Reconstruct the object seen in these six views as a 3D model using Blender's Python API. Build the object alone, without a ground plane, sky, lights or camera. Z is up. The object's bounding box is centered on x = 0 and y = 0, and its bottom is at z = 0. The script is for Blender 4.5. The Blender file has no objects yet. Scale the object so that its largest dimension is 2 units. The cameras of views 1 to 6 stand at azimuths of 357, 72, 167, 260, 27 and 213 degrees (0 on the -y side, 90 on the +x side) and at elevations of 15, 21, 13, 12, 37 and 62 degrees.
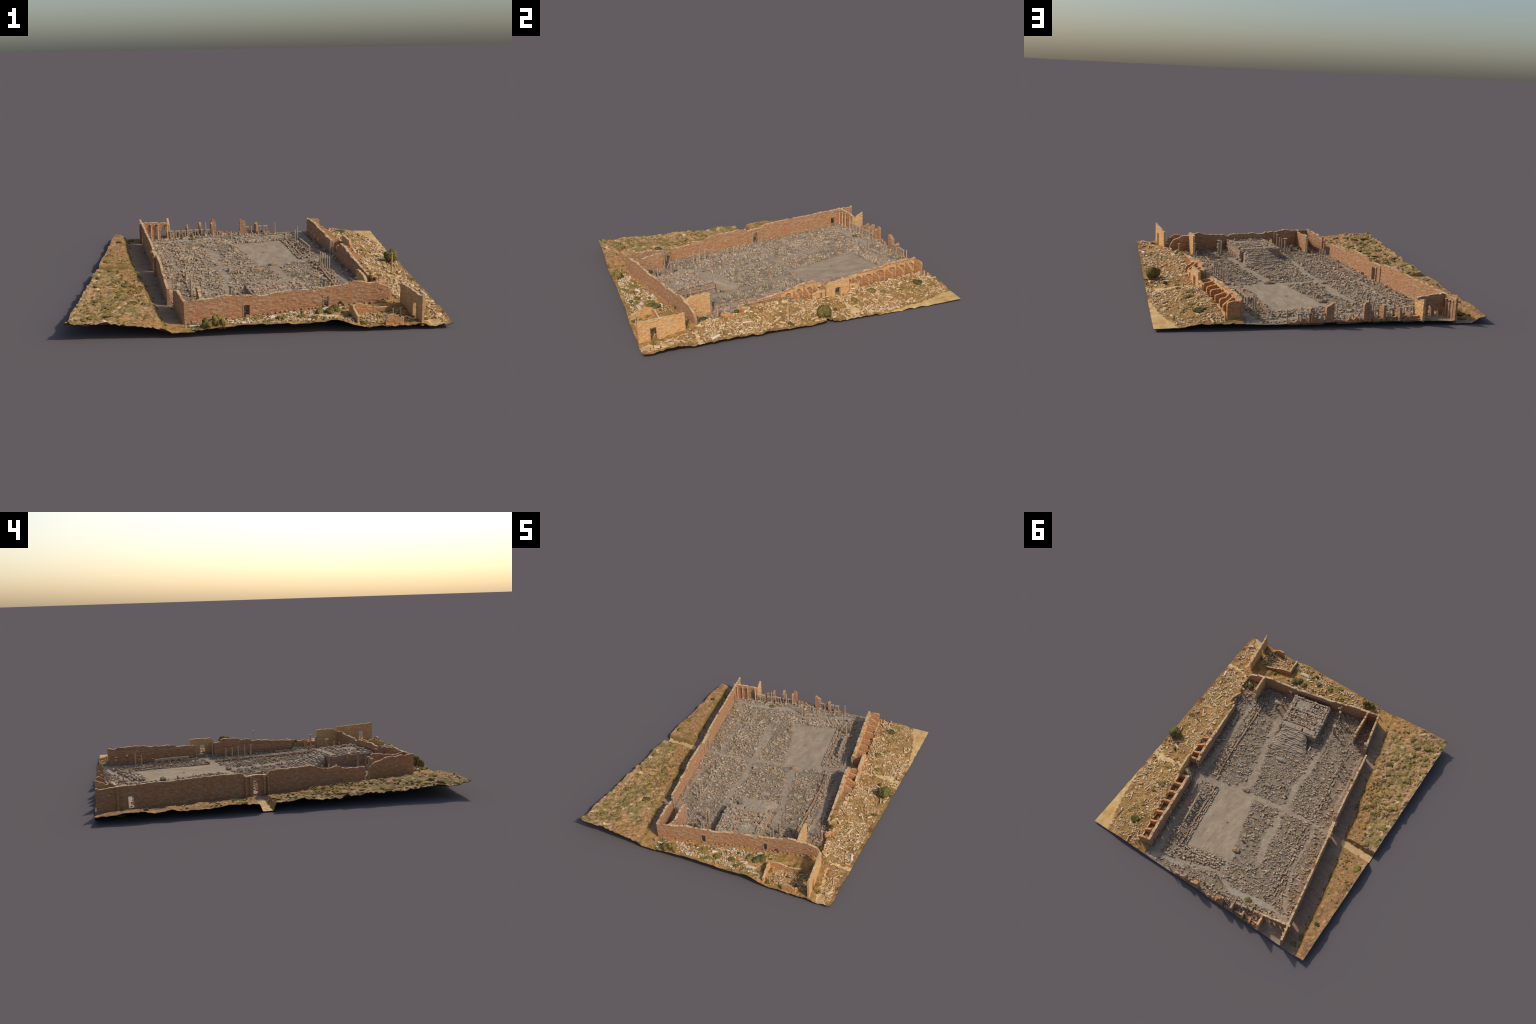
"""Aerial-survey style model of a ruined colonnaded forum: a thin sheet of terrain carrying
perimeter walls, shop rooms, gates, a temple podium with stairs, columns and fields of rubble.
Plan coordinates are metres (x east, y north, z up)."""
import bpy, bmesh, math, random
import numpy as np
from mathutils import Vector, Matrix, noise

random.seed(7)
RNG = np.random.default_rng(11)

# ------------------------------------------------------------------ scene helpers
ROOT = bpy.data.objects.new("ruined_forum", None)
ROOT.empty_display_size = 0.1
bpy.context.scene.collection.objects.link(ROOT)
ROOT["label"] = "ruined sandstone forum with walls, columns, podium and rubble"
ROOT["category"] = "archaeological ruin"


def link(obj, parent=ROOT, kind=None):
    bpy.context.scene.collection.objects.link(obj)
    obj.parent = parent
    if kind:
        obj["kind"] = kind
    return obj


def mesh_obj(name, verts, faces, mats, parent=ROOT, kind=None, smooth=False, matidx=None, matrix=None):
    me = bpy.data.meshes.new(name)
    me.from_pydata([tuple(v) for v in verts], [], [tuple(f) for f in faces])
    for m in (mats if isinstance(mats, (list, tuple)) else [mats]):
        me.materials.append(m)
    if matidx is not None:
        me.polygons.foreach_set("material_index", matidx)
    if smooth:
        me.polygons.foreach_set("use_smooth", [True] * len(me.polygons))
    me.update()
    ob = bpy.data.objects.new(name, me)
    if matrix is not None:
        ob.matrix_world = matrix
    return link(ob, parent, kind)


def lin(r, g, b, k=1.0):
    f = lambda c: ((c / 255 + 0.055) / 1.055) ** 2.4 if c > 10.3 else c / 255 / 12.92
    return (f(r) * k, f(g) * k, f(b) * k, 1.0)


# ------------------------------------------------------------------ materials
class Nodes:
    def __init__(self, name, rough=0.95):
        self.m = bpy.data.materials.new(name)
        self.m.use_nodes = True
        self.t = self.m.node_tree
        self.t.nodes.clear()
        self.out = self.t.nodes.new("ShaderNodeOutputMaterial")
        self.b = self.t.nodes.new("ShaderNodeBsdfPrincipled")
        self.b.inputs["Roughness"].default_value = rough
        self.b.inputs["Specular IOR Level"].default_value = 0.12
        self.t.links.new(self.b.outputs[0], self.out.inputs[0])
        tc = self.t.nodes.new("ShaderNodeTexCoord")
        self.co = tc.outputs["Object"]

    def link(self, a, b):
        self.t.links.new(a, b)

    def noise(self, scale, detail=5.0, rough=0.6, dist=0.0, vec=None):
        n = self.t.nodes.new("ShaderNodeTexNoise")
        n.inputs["Scale"].default_value = scale
        n.inputs["Detail"].default_value = detail
        n.inputs["Roughness"].default_value = rough
        n.inputs["Distortion"].default_value = dist
        self.link(vec or self.co, n.inputs["Vector"])
        return n.outputs["Fac"]

    def stretch(self, sx, sy, sz, rot=0.0):
        n = self.t.nodes.new("ShaderNodeMapping")
        n.inputs["Scale"].default_value = (sx, sy, sz)
        n.inputs["Rotation"].default_value = (0, 0, rot)
        self.link(self.co, n.inputs["Vector"])
        return n.outputs[0]

    def voronoi(self, scale, out="Color", vec=None):
        n = self.t.nodes.new("ShaderNodeTexVoronoi")
        n.inputs["Scale"].default_value = scale
        self.link(vec or self.co, n.inputs["Vector"])
        return n.outputs[out]

    def island(self):
        return self.t.nodes.new("ShaderNodeNewGeometry").outputs["Random Per Island"]

    def objrand(self):
        return self.t.nodes.new("ShaderNodeObjectInfo").outputs["Random"]

    def ramp(self, fac, stops, interp="LINEAR"):
        n = self.t.nodes.new("ShaderNodeValToRGB")
        n.color_ramp.interpolation = interp
        el = n.color_ramp.elements
        while len(el) < len(stops):
            el.new(0.5)
        for e, (p, c) in zip(el, stops):
            e.position = p
            e.color = c if len(c) == 4 else (*c, 1)
        self.link(fac, n.inputs[0])
        return n.outputs[0]

    def gray(self, fac, a, b, lo=0.0, hi=1.0):
        return self.ramp(fac, [(lo, (a, a, a, 1)), (hi, (b, b, b, 1))])

    def mix(self, fac, a, b, mode="MIX"):
        n = self.t.nodes.new("ShaderNodeMix")
        n.data_type = "RGBA"
        n.blend_type = mode
        if isinstance(fac, (int, float)):
            n.inputs[0].default_value = fac
        else:
            self.link(fac, n.inputs[0])
        for sock, v in ((n.inputs[6], a), (n.inputs[7], b)):
            if isinstance(v, tuple):
                sock.default_value = v
            else:
                self.link(v, sock)
        return n.outputs[2]

    def brick(self, w, h, mortar, c1, c2, cm, warp=0.0):
        s = self.t.nodes.new("ShaderNodeSeparateXYZ")
        c = self.t.nodes.new("ShaderNodeCombineXYZ")
        self.link(self.co, s.inputs[0])
        self.link(s.outputs[0], c.inputs[0])
        self.link(s.outputs[2], c.inputs[1])
        n = self.t.nodes.new("ShaderNodeTexBrick")
        n.inputs["Scale"].default_value = 1.0
        n.inputs["Brick Width"].default_value = w
        n.inputs["Row Height"].default_value = h
        n.inputs["Mortar Size"].default_value = mortar
        n.inputs["Mortar Smooth"].default_value = 0.4
        n.inputs["Color1"].default_value = c1
        n.inputs["Color2"].default_value = c2
        n.inputs["Mortar"].default_value = cm
        vec = c.outputs[0]
        if warp:
            nz = self.t.nodes.new("ShaderNodeTexNoise")
            nz.inputs["Scale"].default_value = 45
            self.link(self.co, nz.inputs["Vector"])
            sc = self.t.nodes.new("ShaderNodeVectorMath")
            sc.operation = "SCALE"
            sc.inputs[3].default_value = warp
            self.link(nz.outputs["Color"], sc.inputs[0])
            ad = self.t.nodes.new("ShaderNodeVectorMath")
            self.link(vec, ad.inputs[0])
            self.link(sc.outputs[0], ad.inputs[1])
            vec = ad.outputs[0]
        self.link(vec, n.inputs["Vector"])
        return n.outputs["Color"]

    def finish(self, color, bump=None, strength=0.4, dist=0.002):
        self.link(color, self.b.inputs["Base Color"])
        if bump is not None:
            n = self.t.nodes.new("ShaderNodeBump")
            n.inputs["Strength"].default_value = strength
            n.inputs["Distance"].default_value = dist
            self.link(bump, n.inputs["Height"])
            self.link(n.outputs[0], self.b.inputs["Normal"])
        return self.m


def wall_material(name, c_a, c_b, c_m, c_stain, c_pale, w=0.020, h=0.0075):
    n = Nodes(name)
    br = n.brick(w, h, 0.0004, c_a, c_b, c_m, 0.004)
    blk = n.voronoi(1.0, "Color", n.stretch(55, 30, 120))                  # squared patches of differing stone
    sep = n.t.nodes.new("ShaderNodeSeparateColor")
    n.link(blk, sep.inputs[0])
    col = n.mix(n.gray(sep.outputs[0], 0, 0.65, 0.55, 0.95), br, c_pale)
    col = n.mix(n.gray(sep.outputs[1], 0, 0.65, 0.60, 0.95), col, c_stain)
    col = n.mix(n.gray(n.noise(14, 4, 0.6), 0, 0.55, 0.45, 0.68), col, c_stain)
    fine = n.noise(160, 5, 0.7, vec=n.stretch(0.6, 1, 1.6))
    col = n.mix(n.gray(fine, 0, 0.55, 0.55, 0.72), col, c_m)
    col = n.mix(1.0, col, n.gray(n.noise(110, 4, 0.7), 0.74, 1.18, 0.3, 0.7), "MULTIPLY")
    return n.finish(col, n.noise(300, 4, 0.7), 0.5, 0.0015)


def stone_material(name, tones, speck, moss=None, moss_amount=0.62, per="island"):
    n = Nodes(name)
    rnd = n.island() if per == "island" else n.objrand()
    k = len(tones)
    base = n.ramp(rnd, [(i / (k - 1), c) for i, c in enumerate(tones)])
    col = n.mix(n.gray(n.noise(120, 5, 0.65), 0, 0.7, 0.45, 0.7), base, speck)
    col = n.mix(1.0, col, n.gray(n.noise(260, 4, 0.7), 0.7, 1.2, 0.3, 0.7), "MULTIPLY")
    if moss:
        col = n.mix(n.gray(n.noise(16, 5, 0.65), 0, 0.75, moss_amount, moss_amount + 0.12), col, moss)
    return n.finish(col, n.noise(350, 4, 0.7), 0.5, 0.0012)


def ground_material(name, stops, scale=30, specks=None, extra=None, stretch=None, mottling=(0.75, 1.2), fine=220):
    n = Nodes(name)
    vec = n.stretch(*stretch) if stretch else None
    col = n.ramp(n.noise(scale, 8, 0.65, 0.2, vec), stops)
    if extra:
        for sc, lo, hi, c, amt in extra:
            col = n.mix(n.gray(n.noise(sc, 5, 0.62, 0.1), 0, amt, lo, hi), col, c)
    if specks:
        sc, lo, hi, c = specks
        col = n.mix(n.gray(n.noise(sc, 3, 0.6), 0, 0.85, lo, hi), col, c)
    col = n.mix(1.0, col, n.gray(n.noise(fine, 5, 0.75), mottling[0], mottling[1], 0.3, 0.7), "MULTIPLY")
    return n.finish(col, n.noise(fine * 1.4, 5, 0.75), 0.6, 0.002)


M = {}
M["wall"] = wall_material("tan_ashlar", lin(192, 147, 108), lin(172, 128, 94), lin(138, 106, 82), lin(182, 124, 84), lin(188, 160, 128))
M["wall_gold"] = wall_material("golden_ashlar", lin(222, 178, 124), lin(210, 162, 108), lin(172, 130, 90), lin(212, 156, 98), lin(222, 188, 144))
M["wall_brick"] = wall_material("red_brick_masonry", lin(208, 158, 108), lin(194, 140, 92), lin(156, 114, 80), lin(194, 132, 84), lin(210, 172, 128), 0.016, 0.0105)
M["wall_grey"] = wall_material("shop_wall_stone", lin(190, 146, 110), lin(176, 130, 98), lin(138, 106, 84), lin(182, 132, 94), lin(196, 162, 130), 0.02, 0.011)
M["coping"] = stone_material("pale_coping", [lin(206, 168, 122), lin(222, 192, 146), lin(190, 150, 108), lin(214, 182, 140)],
                             lin(232, 208, 168))
M["rubble"] = stone_material("grey_rubble", [lin(122, 100, 80), lin(184, 160, 132), lin(158, 120, 86), lin(206, 186, 158), lin(178, 138, 104), lin(158, 148, 134), lin(190, 164, 134), lin(136, 118, 100), lin(172, 150, 126)],
                             lin(214, 196, 170), lin(140, 132, 70), 0.62)
M["rubble_obj"] = stone_material("grey_block", [lin(138, 114, 92), lin(184, 160, 134), lin(170, 132, 100), lin(200, 180, 154), lin(156, 146, 132)],
                                 lin(212, 194, 168), lin(140, 132, 70), 0.64, per="object")
M["rubble_warm"] = stone_material("warm_rubble", [lin(150, 112, 84), lin(176, 138, 106), lin(160, 122, 92), lin(186, 152, 122)],
                                  lin(200, 168, 136))
M["rubble_pale"] = stone_material("cream_rubble", [lin(188, 142, 92), lin(224, 190, 142), lin(172, 126, 80), lin(238, 214, 172), lin(204, 160, 108), lin(216, 178, 130), lin(158, 118, 78)],
                                  lin(240, 222, 186))
M["rubble_white"] = stone_material("white_marble_rubble", [lin(200, 164, 120), lin(222, 200, 168), lin(182, 142, 96), lin(234, 222, 200), lin(190, 152, 108), lin(206, 172, 130)],
                                   lin(226, 206, 176))
M["step"] = stone_material("weathered_step", [lin(156, 136, 114), lin(180, 160, 136), lin(168, 146, 122)], lin(198, 178, 152),
                           lin(128, 124, 72), 0.64)
M["podium"] = wall_material("podium_masonry", lin(180, 148, 124), lin(168, 134, 112), lin(132, 108, 92), lin(164, 128, 104), lin(190, 166, 142), 0.022, 0.011)
M["column"] = stone_material("column_marble", [lin(176, 152, 126), lin(158, 136, 114), lin(186, 162, 136)], lin(198, 180, 156))
M["column_warm"] = stone_material("column_sandstone", [lin(200, 160, 118), lin(188, 148, 108), lin(206, 170, 130)], lin(212, 182, 144))
M["paving"] = ground_material("court_paving", [(0.3, lin(158, 138, 114)), (0.5, lin(174, 153, 127)), (0.7, lin(188, 166, 138))], 26,
                              (140, 0.62, 0.7, lin(128, 112, 98)), [(9, 0.5, 0.68, lin(160, 132, 114), 0.6)],
                              (1.0, 0.45, 1.0, 0.2), (0.78, 1.14), 200)
M["walk"] = ground_material("dusty_walk", [(0.3, lin(152, 134, 112)), (0.5, lin(170, 151, 127)), (0.7, lin(185, 165, 140))], 30,
                            (160, 0.6, 0.68, lin(122, 102, 88)), [(12, 0.5, 0.66, lin(160, 130, 112), 0.6)], None, (0.82, 1.14), 240)
M["slab"] = ground_material("grey_marble_slab", [(0.3, lin(156, 140, 120)), (0.55, lin(174, 162, 144)), (0.7, lin(154, 136, 112))], 44,
                            (120, 0.64, 0.7, lin(136, 124, 84)), None, None, (0.85, 1.12))
M["soil"] = ground_material("rubble_soil", [(0.3, lin(118, 101, 83)), (0.5, lin(150, 132, 111)), (0.7, lin(172, 153, 131))], 40,
                            (150, 0.57, 0.68, lin(92, 74, 58)), [(11, 0.56, 0.68, lin(128, 114, 68), 0.5), (45, 0.56, 0.66, lin(112, 90, 70), 0.6)])  # dark specks and brown patches paint the shadowed gaps between stones
M["street"] = ground_material("street_paving", [(0.3, lin(146, 120, 98)), (0.5, lin(164, 138, 114)), (0.7, lin(178, 152, 128))], 30,
                              (110, 0.6, 0.7, lin(122, 98, 80)), [(14, 0.55, 0.68, lin(134, 112, 70), 0.5)], (0.5, 1.6, 1, 0.19))
M["bank"] = ground_material("overgrown_bank", [(0.3, lin(120, 96, 58)), (0.5, lin(146, 120, 70)), (0.7, lin(174, 136, 84))], 40,
                            (120, 0.58, 0.68, lin(98, 88, 48)))
M["meadow"] = ground_material("dry_meadow", [(0.28, lin(142, 108, 74)), (0.45, lin(180, 140, 98)), (0.6, lin(200, 158, 114)), (0.75, lin(176, 130, 96))], 30,
                              (90, 0.58, 0.68, lin(120, 98, 54)),
                              [(11, 0.47, 0.60, lin(140, 126, 74), 0.75), (26, 0.54, 0.64, lin(110, 102, 60), 0.75), (46, 0.56, 0.66, lin(104, 80, 54), 0.65),
                               (15, 0.59, 0.64, lin(224, 184, 138), 0.85)])
M["meadow_red"] = ground_material("dry_earth", [(0.28, lin(142, 104, 68)), (0.48, lin(174, 130, 86)), (0.7, lin(194, 150, 104))], 34,
                                  (80, 0.6, 0.68, lin(160, 122, 64)),
                                  [(26, 0.54, 0.64, lin(138, 118, 66), 0.7), (48, 0.56, 0.66, lin(116, 84, 56), 0.6), (22, 0.60, 0.67, lin(218, 174, 126), 0.7)])
M["south"] = ground_material("south_scrub", [(0.3, lin(156, 112, 62)), (0.5, lin(184, 138, 82)), (0.7, lin(206, 160, 102))], 20,
                             (110, 0.6, 0.68, lin(220, 184, 134)),
                             [(16, 0.52, 0.62, lin(140, 124, 60), 0.8), (34, 0.58, 0.66, lin(122, 96, 54), 0.6)])
M["east"] = ground_material("ochre_ground", [(0.3, lin(124, 92, 56)), (0.5, lin(162, 122, 74)), (0.7, lin(192, 150, 98))], 26,
                            (130, 0.59, 0.68, lin(214, 172, 116)),
                            [(14, 0.52, 0.64, lin(142, 124, 66), 0.7), (50, 0.55, 0.66, lin(122, 90, 54), 0.7)])
M["road"] = ground_material("dirt_road", [(0.3, lin(204, 160, 96)), (0.5, lin(218, 178, 116)), (0.7, lin(226, 194, 138))], 12,
                            (110, 0.58, 0.7, lin(190, 148, 92)), [(9, 0.5, 0.66, lin(196, 146, 88), 0.8), (22, 0.56, 0.66, lin(176, 138, 88), 0.6)], (2.6, 0.4, 1, -0.45), (0.82, 1.12))
M["path"] = ground_material("sandy_path", [(0.3, lin(206, 166, 112)), (0.5, lin(222, 184, 132)), (0.7, lin(230, 198, 150))], 20,
                            (110, 0.6, 0.7, lin(190, 146, 92)), None, None, (0.85, 1.1))


def leaf_material(name, a, b, c):
    n = Nodes(name)
    col = n.ramp(n.noise(60, 5, 0.7), [(0.3, a), (0.5, b), (0.7, c)])
    col = n.mix(1.0, col, n.gray(n.noise(240, 4, 0.75), 0.6, 1.3, 0.3, 0.7), "MULTIPLY")
    return n.finish(col, n.noise(280, 4, 0.75), 0.9, 0.004)


M["leaf"] = leaf_material("olive_foliage", lin(90, 84, 46), lin(118, 108, 58), lin(148, 132, 76))
M["leaf_dry"] = leaf_material("dry_scrub_foliage", lin(116, 102, 56), lin(142, 124, 66), lin(172, 146, 84))
M["leaf_straw"] = leaf_material("straw_tussock", lin(142, 114, 64), lin(172, 140, 80), lin(196, 160, 98))
M["leaf_dark"] = leaf_material("dark_foliage", lin(72, 70, 40), lin(96, 92, 50), lin(122, 114, 62))
M["bark"] = stone_material("bark", [lin(120, 92, 60), lin(140, 110, 74)], lin(150, 124, 84))


# ------------------------------------------------------------------ vector noise and plan geometry (numpy)
def vnoise(x, y, seed):
    def h(i, j):
        v = np.sin(i * 127.1 + j * 311.7 + seed * 74.7) * 43758.5453
        return v - np.floor(v)
    xi, yi = np.floor(x), np.floor(y)
    fx, fy = x - xi, y - yi
    fx, fy = fx * fx * (3 - 2 * fx), fy * fy * (3 - 2 * fy)
    return (h(xi, yi) * (1 - fx) + h(xi + 1, yi) * fx) * (1 - fy) + (h(xi, yi + 1) * (1 - fx) + h(xi + 1, yi + 1) * fx) * fy


def fbm(x, y, scale, seed, octaves=4):
    t, a, s = 0, 1.0, 0
    for o in range(octaves):
        t = t + a * (vnoise(x * scale * 2 ** o, y * scale * 2 ** o, seed + o) - 0.5)
        s += a
        a *= 0.5
    return t / s * 2


def poly_dist(x, y, pts, widths=None):
    """distance to a polyline; with widths the local half-width is subtracted"""
    best = np.full(np.shape(x), 9.0)
    for k in range(len(pts) - 1):
        ax, ay = pts[k]
        bx, by = pts[k + 1]
        dx, dy = bx - ax, by - ay
        t = np.clip(((x - ax) * dx + (y - ay) * dy) / (dx * dx + dy * dy), 0, 1)
        d = np.hypot(x - ax - t * dx, y - ay - t * dy)
        if widths:
            d = d - (widths[k] + t * (widths[k + 1] - widths[k]))
        best = np.minimum(best, d)
    return best


def inside(x, y, poly):
    c = np.zeros(np.shape(x), bool)
    n = len(poly)
    for k in range(n):
        ax, ay = poly[k]
        bx, by = poly[(k + 1) % n]
        cond = (ay > y) != (by > y)
        with np.errstate(divide="ignore", invalid="ignore"):
            xx = (bx - ax) * (y - ay) / (by - ay if by != ay else 1e-9) + ax
        c ^= cond & (x < xx)
    return c


def side_of(x, y, pts):
    """x offset of a point from a roughly north-south polyline (positive = east)"""
    p = sorted(pts, key=lambda q: q[1])
    return x - np.interp(y, [q[1] for q in p], [q[0] for q in p])


def smooth(a, b, x):
    t = np.clip((x - a) / (b - a), 0, 1)
    return t * t * (3 - 2 * t)


def thin_plate(points):
    P = np.array(points, float)
    n = len(P)
    d = np.hypot(P[:, None, 0] - P[None, :, 0], P[:, None, 1] - P[None, :, 1])
    K = np.where(d > 0, d * d * np.log(d + 1e-12), 0) + np.eye(n) * 0.002
    A = np.zeros((n + 3, n + 3))
    A[:n, :n] = K
    A[:n, n] = A[n, :n] = 1
    A[:n, n + 1:] = P[:, :2]
    A[n + 1:, :n] = P[:, :2].T
    w = np.linalg.solve(A, np.r_[P[:, 2], 0, 0, 0])

    def f(x, y):
        x, y = np.asarray(x, float), np.asarray(y, float)
        z = w[n] + w[n + 1] * x + w[n + 2] * y
        for i in range(n):
            dd = (x - P[i, 0]) ** 2 + (y - P[i, 1]) ** 2
            z = z + w[i] * 0.5 * dd * np.log(dd + 1e-12)
        return z
    return f


# wall lines in plan
WEST = [(-0.7245, 0.9925), (-0.5795, 0.189), (-0.552, 0.060), (-0.455, -0.545), (-0.422, -0.585), (-0.360, -0.879)]
SOUTH = [(-0.363, -0.877), (0.142, -0.753), (0.692, -0.6385)]
SHOP_N = [(0.447, 0.925), (0.530, 0.351)]
SHOP_S = [(0.550, 0.215), (0.629, -0.354)]
SHOP_OUT = [(0.533, 0.933), (0.606, 0.372), (0.628, 0.208), (0.650, 0.05), (0.672, -0.1)]
BANK = [(-0.832, 1.01), (-0.797, 0.795), (-0.780, 0.597), (-0.737, 0.401), (-0.700, 0.18), (-0.655, 0.05), (-0.645, -0.10),
        (-0.602, -0.195), (-0.574, -0.332), (-0.532, -0.565), (-0.455, -0.847), (-0.435, -0.97), (-0.42, -1.01)]
FORUM = WEST + [SOUTH[1], SOUTH[2], (0.655, -0.42)] + [SHOP_S[1], SHOP_S[0], SHOP_N[1], SHOP_N[0], (0.44, 1.01), (-0.722, 1.01)]
ROOMS = [SHOP_N[0], SHOP_N[1], SHOP_S[0], (0.588, -0.05), (0.655, -0.04), (0.628, 0.208), (0.606, 0.372), (0.533, 0.933)]

z_forum = thin_plate([(.45, .92, .026), (.3, .95, .021), (0, .99, .027), (-.5, .95, .024), (-.7, .95, .019), (-.2, .85, .022),
                      (.23, .766, .016), (.104, .465, .015), (-.076, .6, .016), (.15, .17, .010), (.03, .05, .011), (.33, .25, .014),
                      (-.56, .12, .013), (-.45, -.5, .010), (-.34, -.4, .014), (-.36, -.3, .013), (-.35, -.85, .015), (.22, -.26, .013),
                      (-.09, -.3, .009), (.3, -.5, .018), (.5, -.1, .017), (.54, .22, .024), (.42, .1, .015), (.6, -.34, .023),
                      (.55, -.6, .023), (-.2, -.7, .014), (-.6, .7, .016), (.68, -.5, .037), (.45, .7, .020), (-.5, .4, .015)])
z_out = thin_plate([(-.905, 1, .039), (-.905, .9, .043), (-.905, .7, .042), (-.905, .44, .044), (-.905, .25, .051), (-.905, .03, .041),
                    (-.905, -.08, .052), (-.905, -.2, .04), (-.905, -.3, .046), (-.905, -.4, .063), (-.905, -.53, .050),
                    (-.905, -.66, .060), (-.905, -.8, .068), (-.905, -.9, .070), (-.903, -1, .083), (-.82, -1, .078), (-.72, -1, .077),
                    (-.62, -1, .068), (-.55, -1, .062), (-.48, -1, .050), (-.41, -1, .030), (-.36, -1, .026), (-.3, -1, .038),
                    (-.2, -1, .048), (-.1, -1, .052), (.05, -1, .056), (.15, -1, .053), (.25, -1, .052), (.33, -1, .064), (.40, -1, .048),
                    (.46, -1, .033), (.52, -1, .024), (.62, -1, .026), (.75, -1, .029), (.83, -1, .018), (.905, -.99, .022),
                    (-.745, -.189, .040), (-.642, -.597, .050), (-.63, -.3, .040), (-.56, -.75, .048), (-.72, 0, .037), (-.78, .35, .037), (-.70, -.43, .043),
                    (-.82, .0, .039), (-.75, -.75, .057), (-.77, -.55, .047), (-.84, .6, .040), (-.82, .7, .041), (-.36, -.9, .022), (-.29, -.88, .028), (-.14, -.85, .025), (-.07, -.83, .028), (.02, -.81, .024),
                    (.24, -.76, .031), (.33, -.735, .030), (.47, -.70, .030), (.58, -.68, .026), (.69, -.66, .036), (.2, -.85, .042),
                    (.33, -.911, .045), (.37, -.82, .044), (0, -.9, .045), (.6, -.9, .027), (.5, -.96, .027), (.7, -.8, .032), (.55, -.76, .035),
                    (.905, -.9, .028), (.905, -.81, .037), (.905, -.74, .036), (.905, -.66, .016), (.905, -.6, .024), (.905, -.45, .028),
                    (.905, -.18, .024), (.905, -.05, .020), (.905, .1, .026), (.905, .23, .016), (.905, .35, .010), (.905, .6, .011),
                    (.906, 1, .014), (.88, -.569, .031), (.811, -.11, .030), (.724, -.70, .047), (.79, -.85, .021), (.83, -.74, .030), (.66, -.6, .054),
                    (.68, -.54, .058), (.66, -.42, .058), (.70, -.3, .072), (.65, -.2, .078), (.66, -.08, .073), (.68, .03, .064),
                    (.67, .14, .055), (.655, .285, .036), (.78, .29, .025), (.64, .4, .057), (.7, .42, .054), (.75, .85, .027), (.63, .6, .061), (.66, .82, .054),
                    (.58, .77, .058), (.56, .95, .037), (.8, .69, .021), (.78, .5, .026), (.75, .1, .037), (.75, -.1, .040),
                    (.78, -.3, .035), (.77, -.5, .040), (.82, 1, .016), (.75, 1, .020), (.69, 1, .031), (.63, 1, .037), (.5, 1, .031)])
z_street = thin_plate([(-.77, 1, .005), (-.68, .6, .004), (-.62, .2, .004), (-.55, -.2, .004), (-.50, -.55, .009), (-.40, -.9, .021),
                       (-.38, -1, .026), (-.9, .115, .003), (-.7, .12, .004)])

# clear ways through the rubble
WAYS = [([(.297, -.508), (.255, -.296), (.20, -.09), (.160, .04), (.16, .13), (.21, .2)], [.020, .022, .024, .032, .034, .03]),
        ([(-.115, -.58), (-.132, -.404), (-.144, -.231), (-.145, -.075), (-.175, .1), (-.185, .222), (-.199, .341), (-.215, .448), (-.255, .60)],
         [.012, .018, .020, .021, .022, .026, .030, .030, .022]),
        ([(.50, .275), (.255, .228), (.031, .18), (-.195, .141), (-.390, .122), (-.553, .122)], [.022, .028, .022, .018, .016, .016]),
        ([(.40, .945), (.29, .93), (.10, .865), (-.06, .80), (-.2, .865), (-.42, .825), (-.54, .815), (-.66, .845)],
         [.022, .016, .012, .012, .018, .018, .018, .020]),
        ([(.545, -.47), (.532, -.40), (.512, -.091), (.503, .261), (.47, .36), (.440, .473), (.430, .656), (.41, .8), (.385, .96)],
         [.012, .018, .021, .024, .024, .024, .026, .026, .032]),
        ([(-.412, -.544), (-.442, -.363), (-.459, -.22), (-.476, -.08)], [.010, .011, .012, .010]),
        ([(-.455, .175), (-.473, .378), (-.485, .518), (-.553, .667), (-.607, .772)], [.012, .012, .011, .013, .016]),
        ([(-.06, .80), (-.07, .70), (-.055, .6)], [.018, .022, .02])]
COURT = [(.318, .268), (.05, .19), (.030, .30), (-.045, .57), (-.05, .70), (.236, .762), (.252, .74)]
SLABS = [[(-.205, .852), (-.527, .790), (-.535, .832), (-.205, .900)], [(.30, .950), (.165, .930), (.165, .905), (.30, .922)],
         [(-.60, .80), (-.66, .79), (-.67, .82), (-.61, .83)], [(.12, .90), (.05, .885), (.05, .87), (.12, .88)]]
RAMP = [(-.64, .120), (-.72, .121), (-.93, .116)]
PAVILION = [(-.71, .87), (-.52, .905), (-.53, 1.01), (-.735, 1.01)]
ROAD_IN = [(.905, .45), (.885, .6), (.862, .72), (.83, .86), (.775, 1.01)]
EPATHS = [([(.91, .27), (.84, .315), (.74, .300), (.64, .287)], [.045, .026, .014, .013]),
          ([(.77, -.66), (.83, -.67), (.91, -.66)], [.006, .010, .014]),
          ([(.84, -1.0), (.80, -.86), (.77, -.72)], [.030, .012, .008])]
PODIUM = [(.230, -.402), (-.053, -.457), (-.006, -.744), (.278, -.688)]


def way_clear(x, y):
    d = np.full(np.shape(x), 9.0)
    for pts, w in WAYS:
        d = np.minimum(d, poly_dist(x, y, pts, w))
    return d


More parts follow.
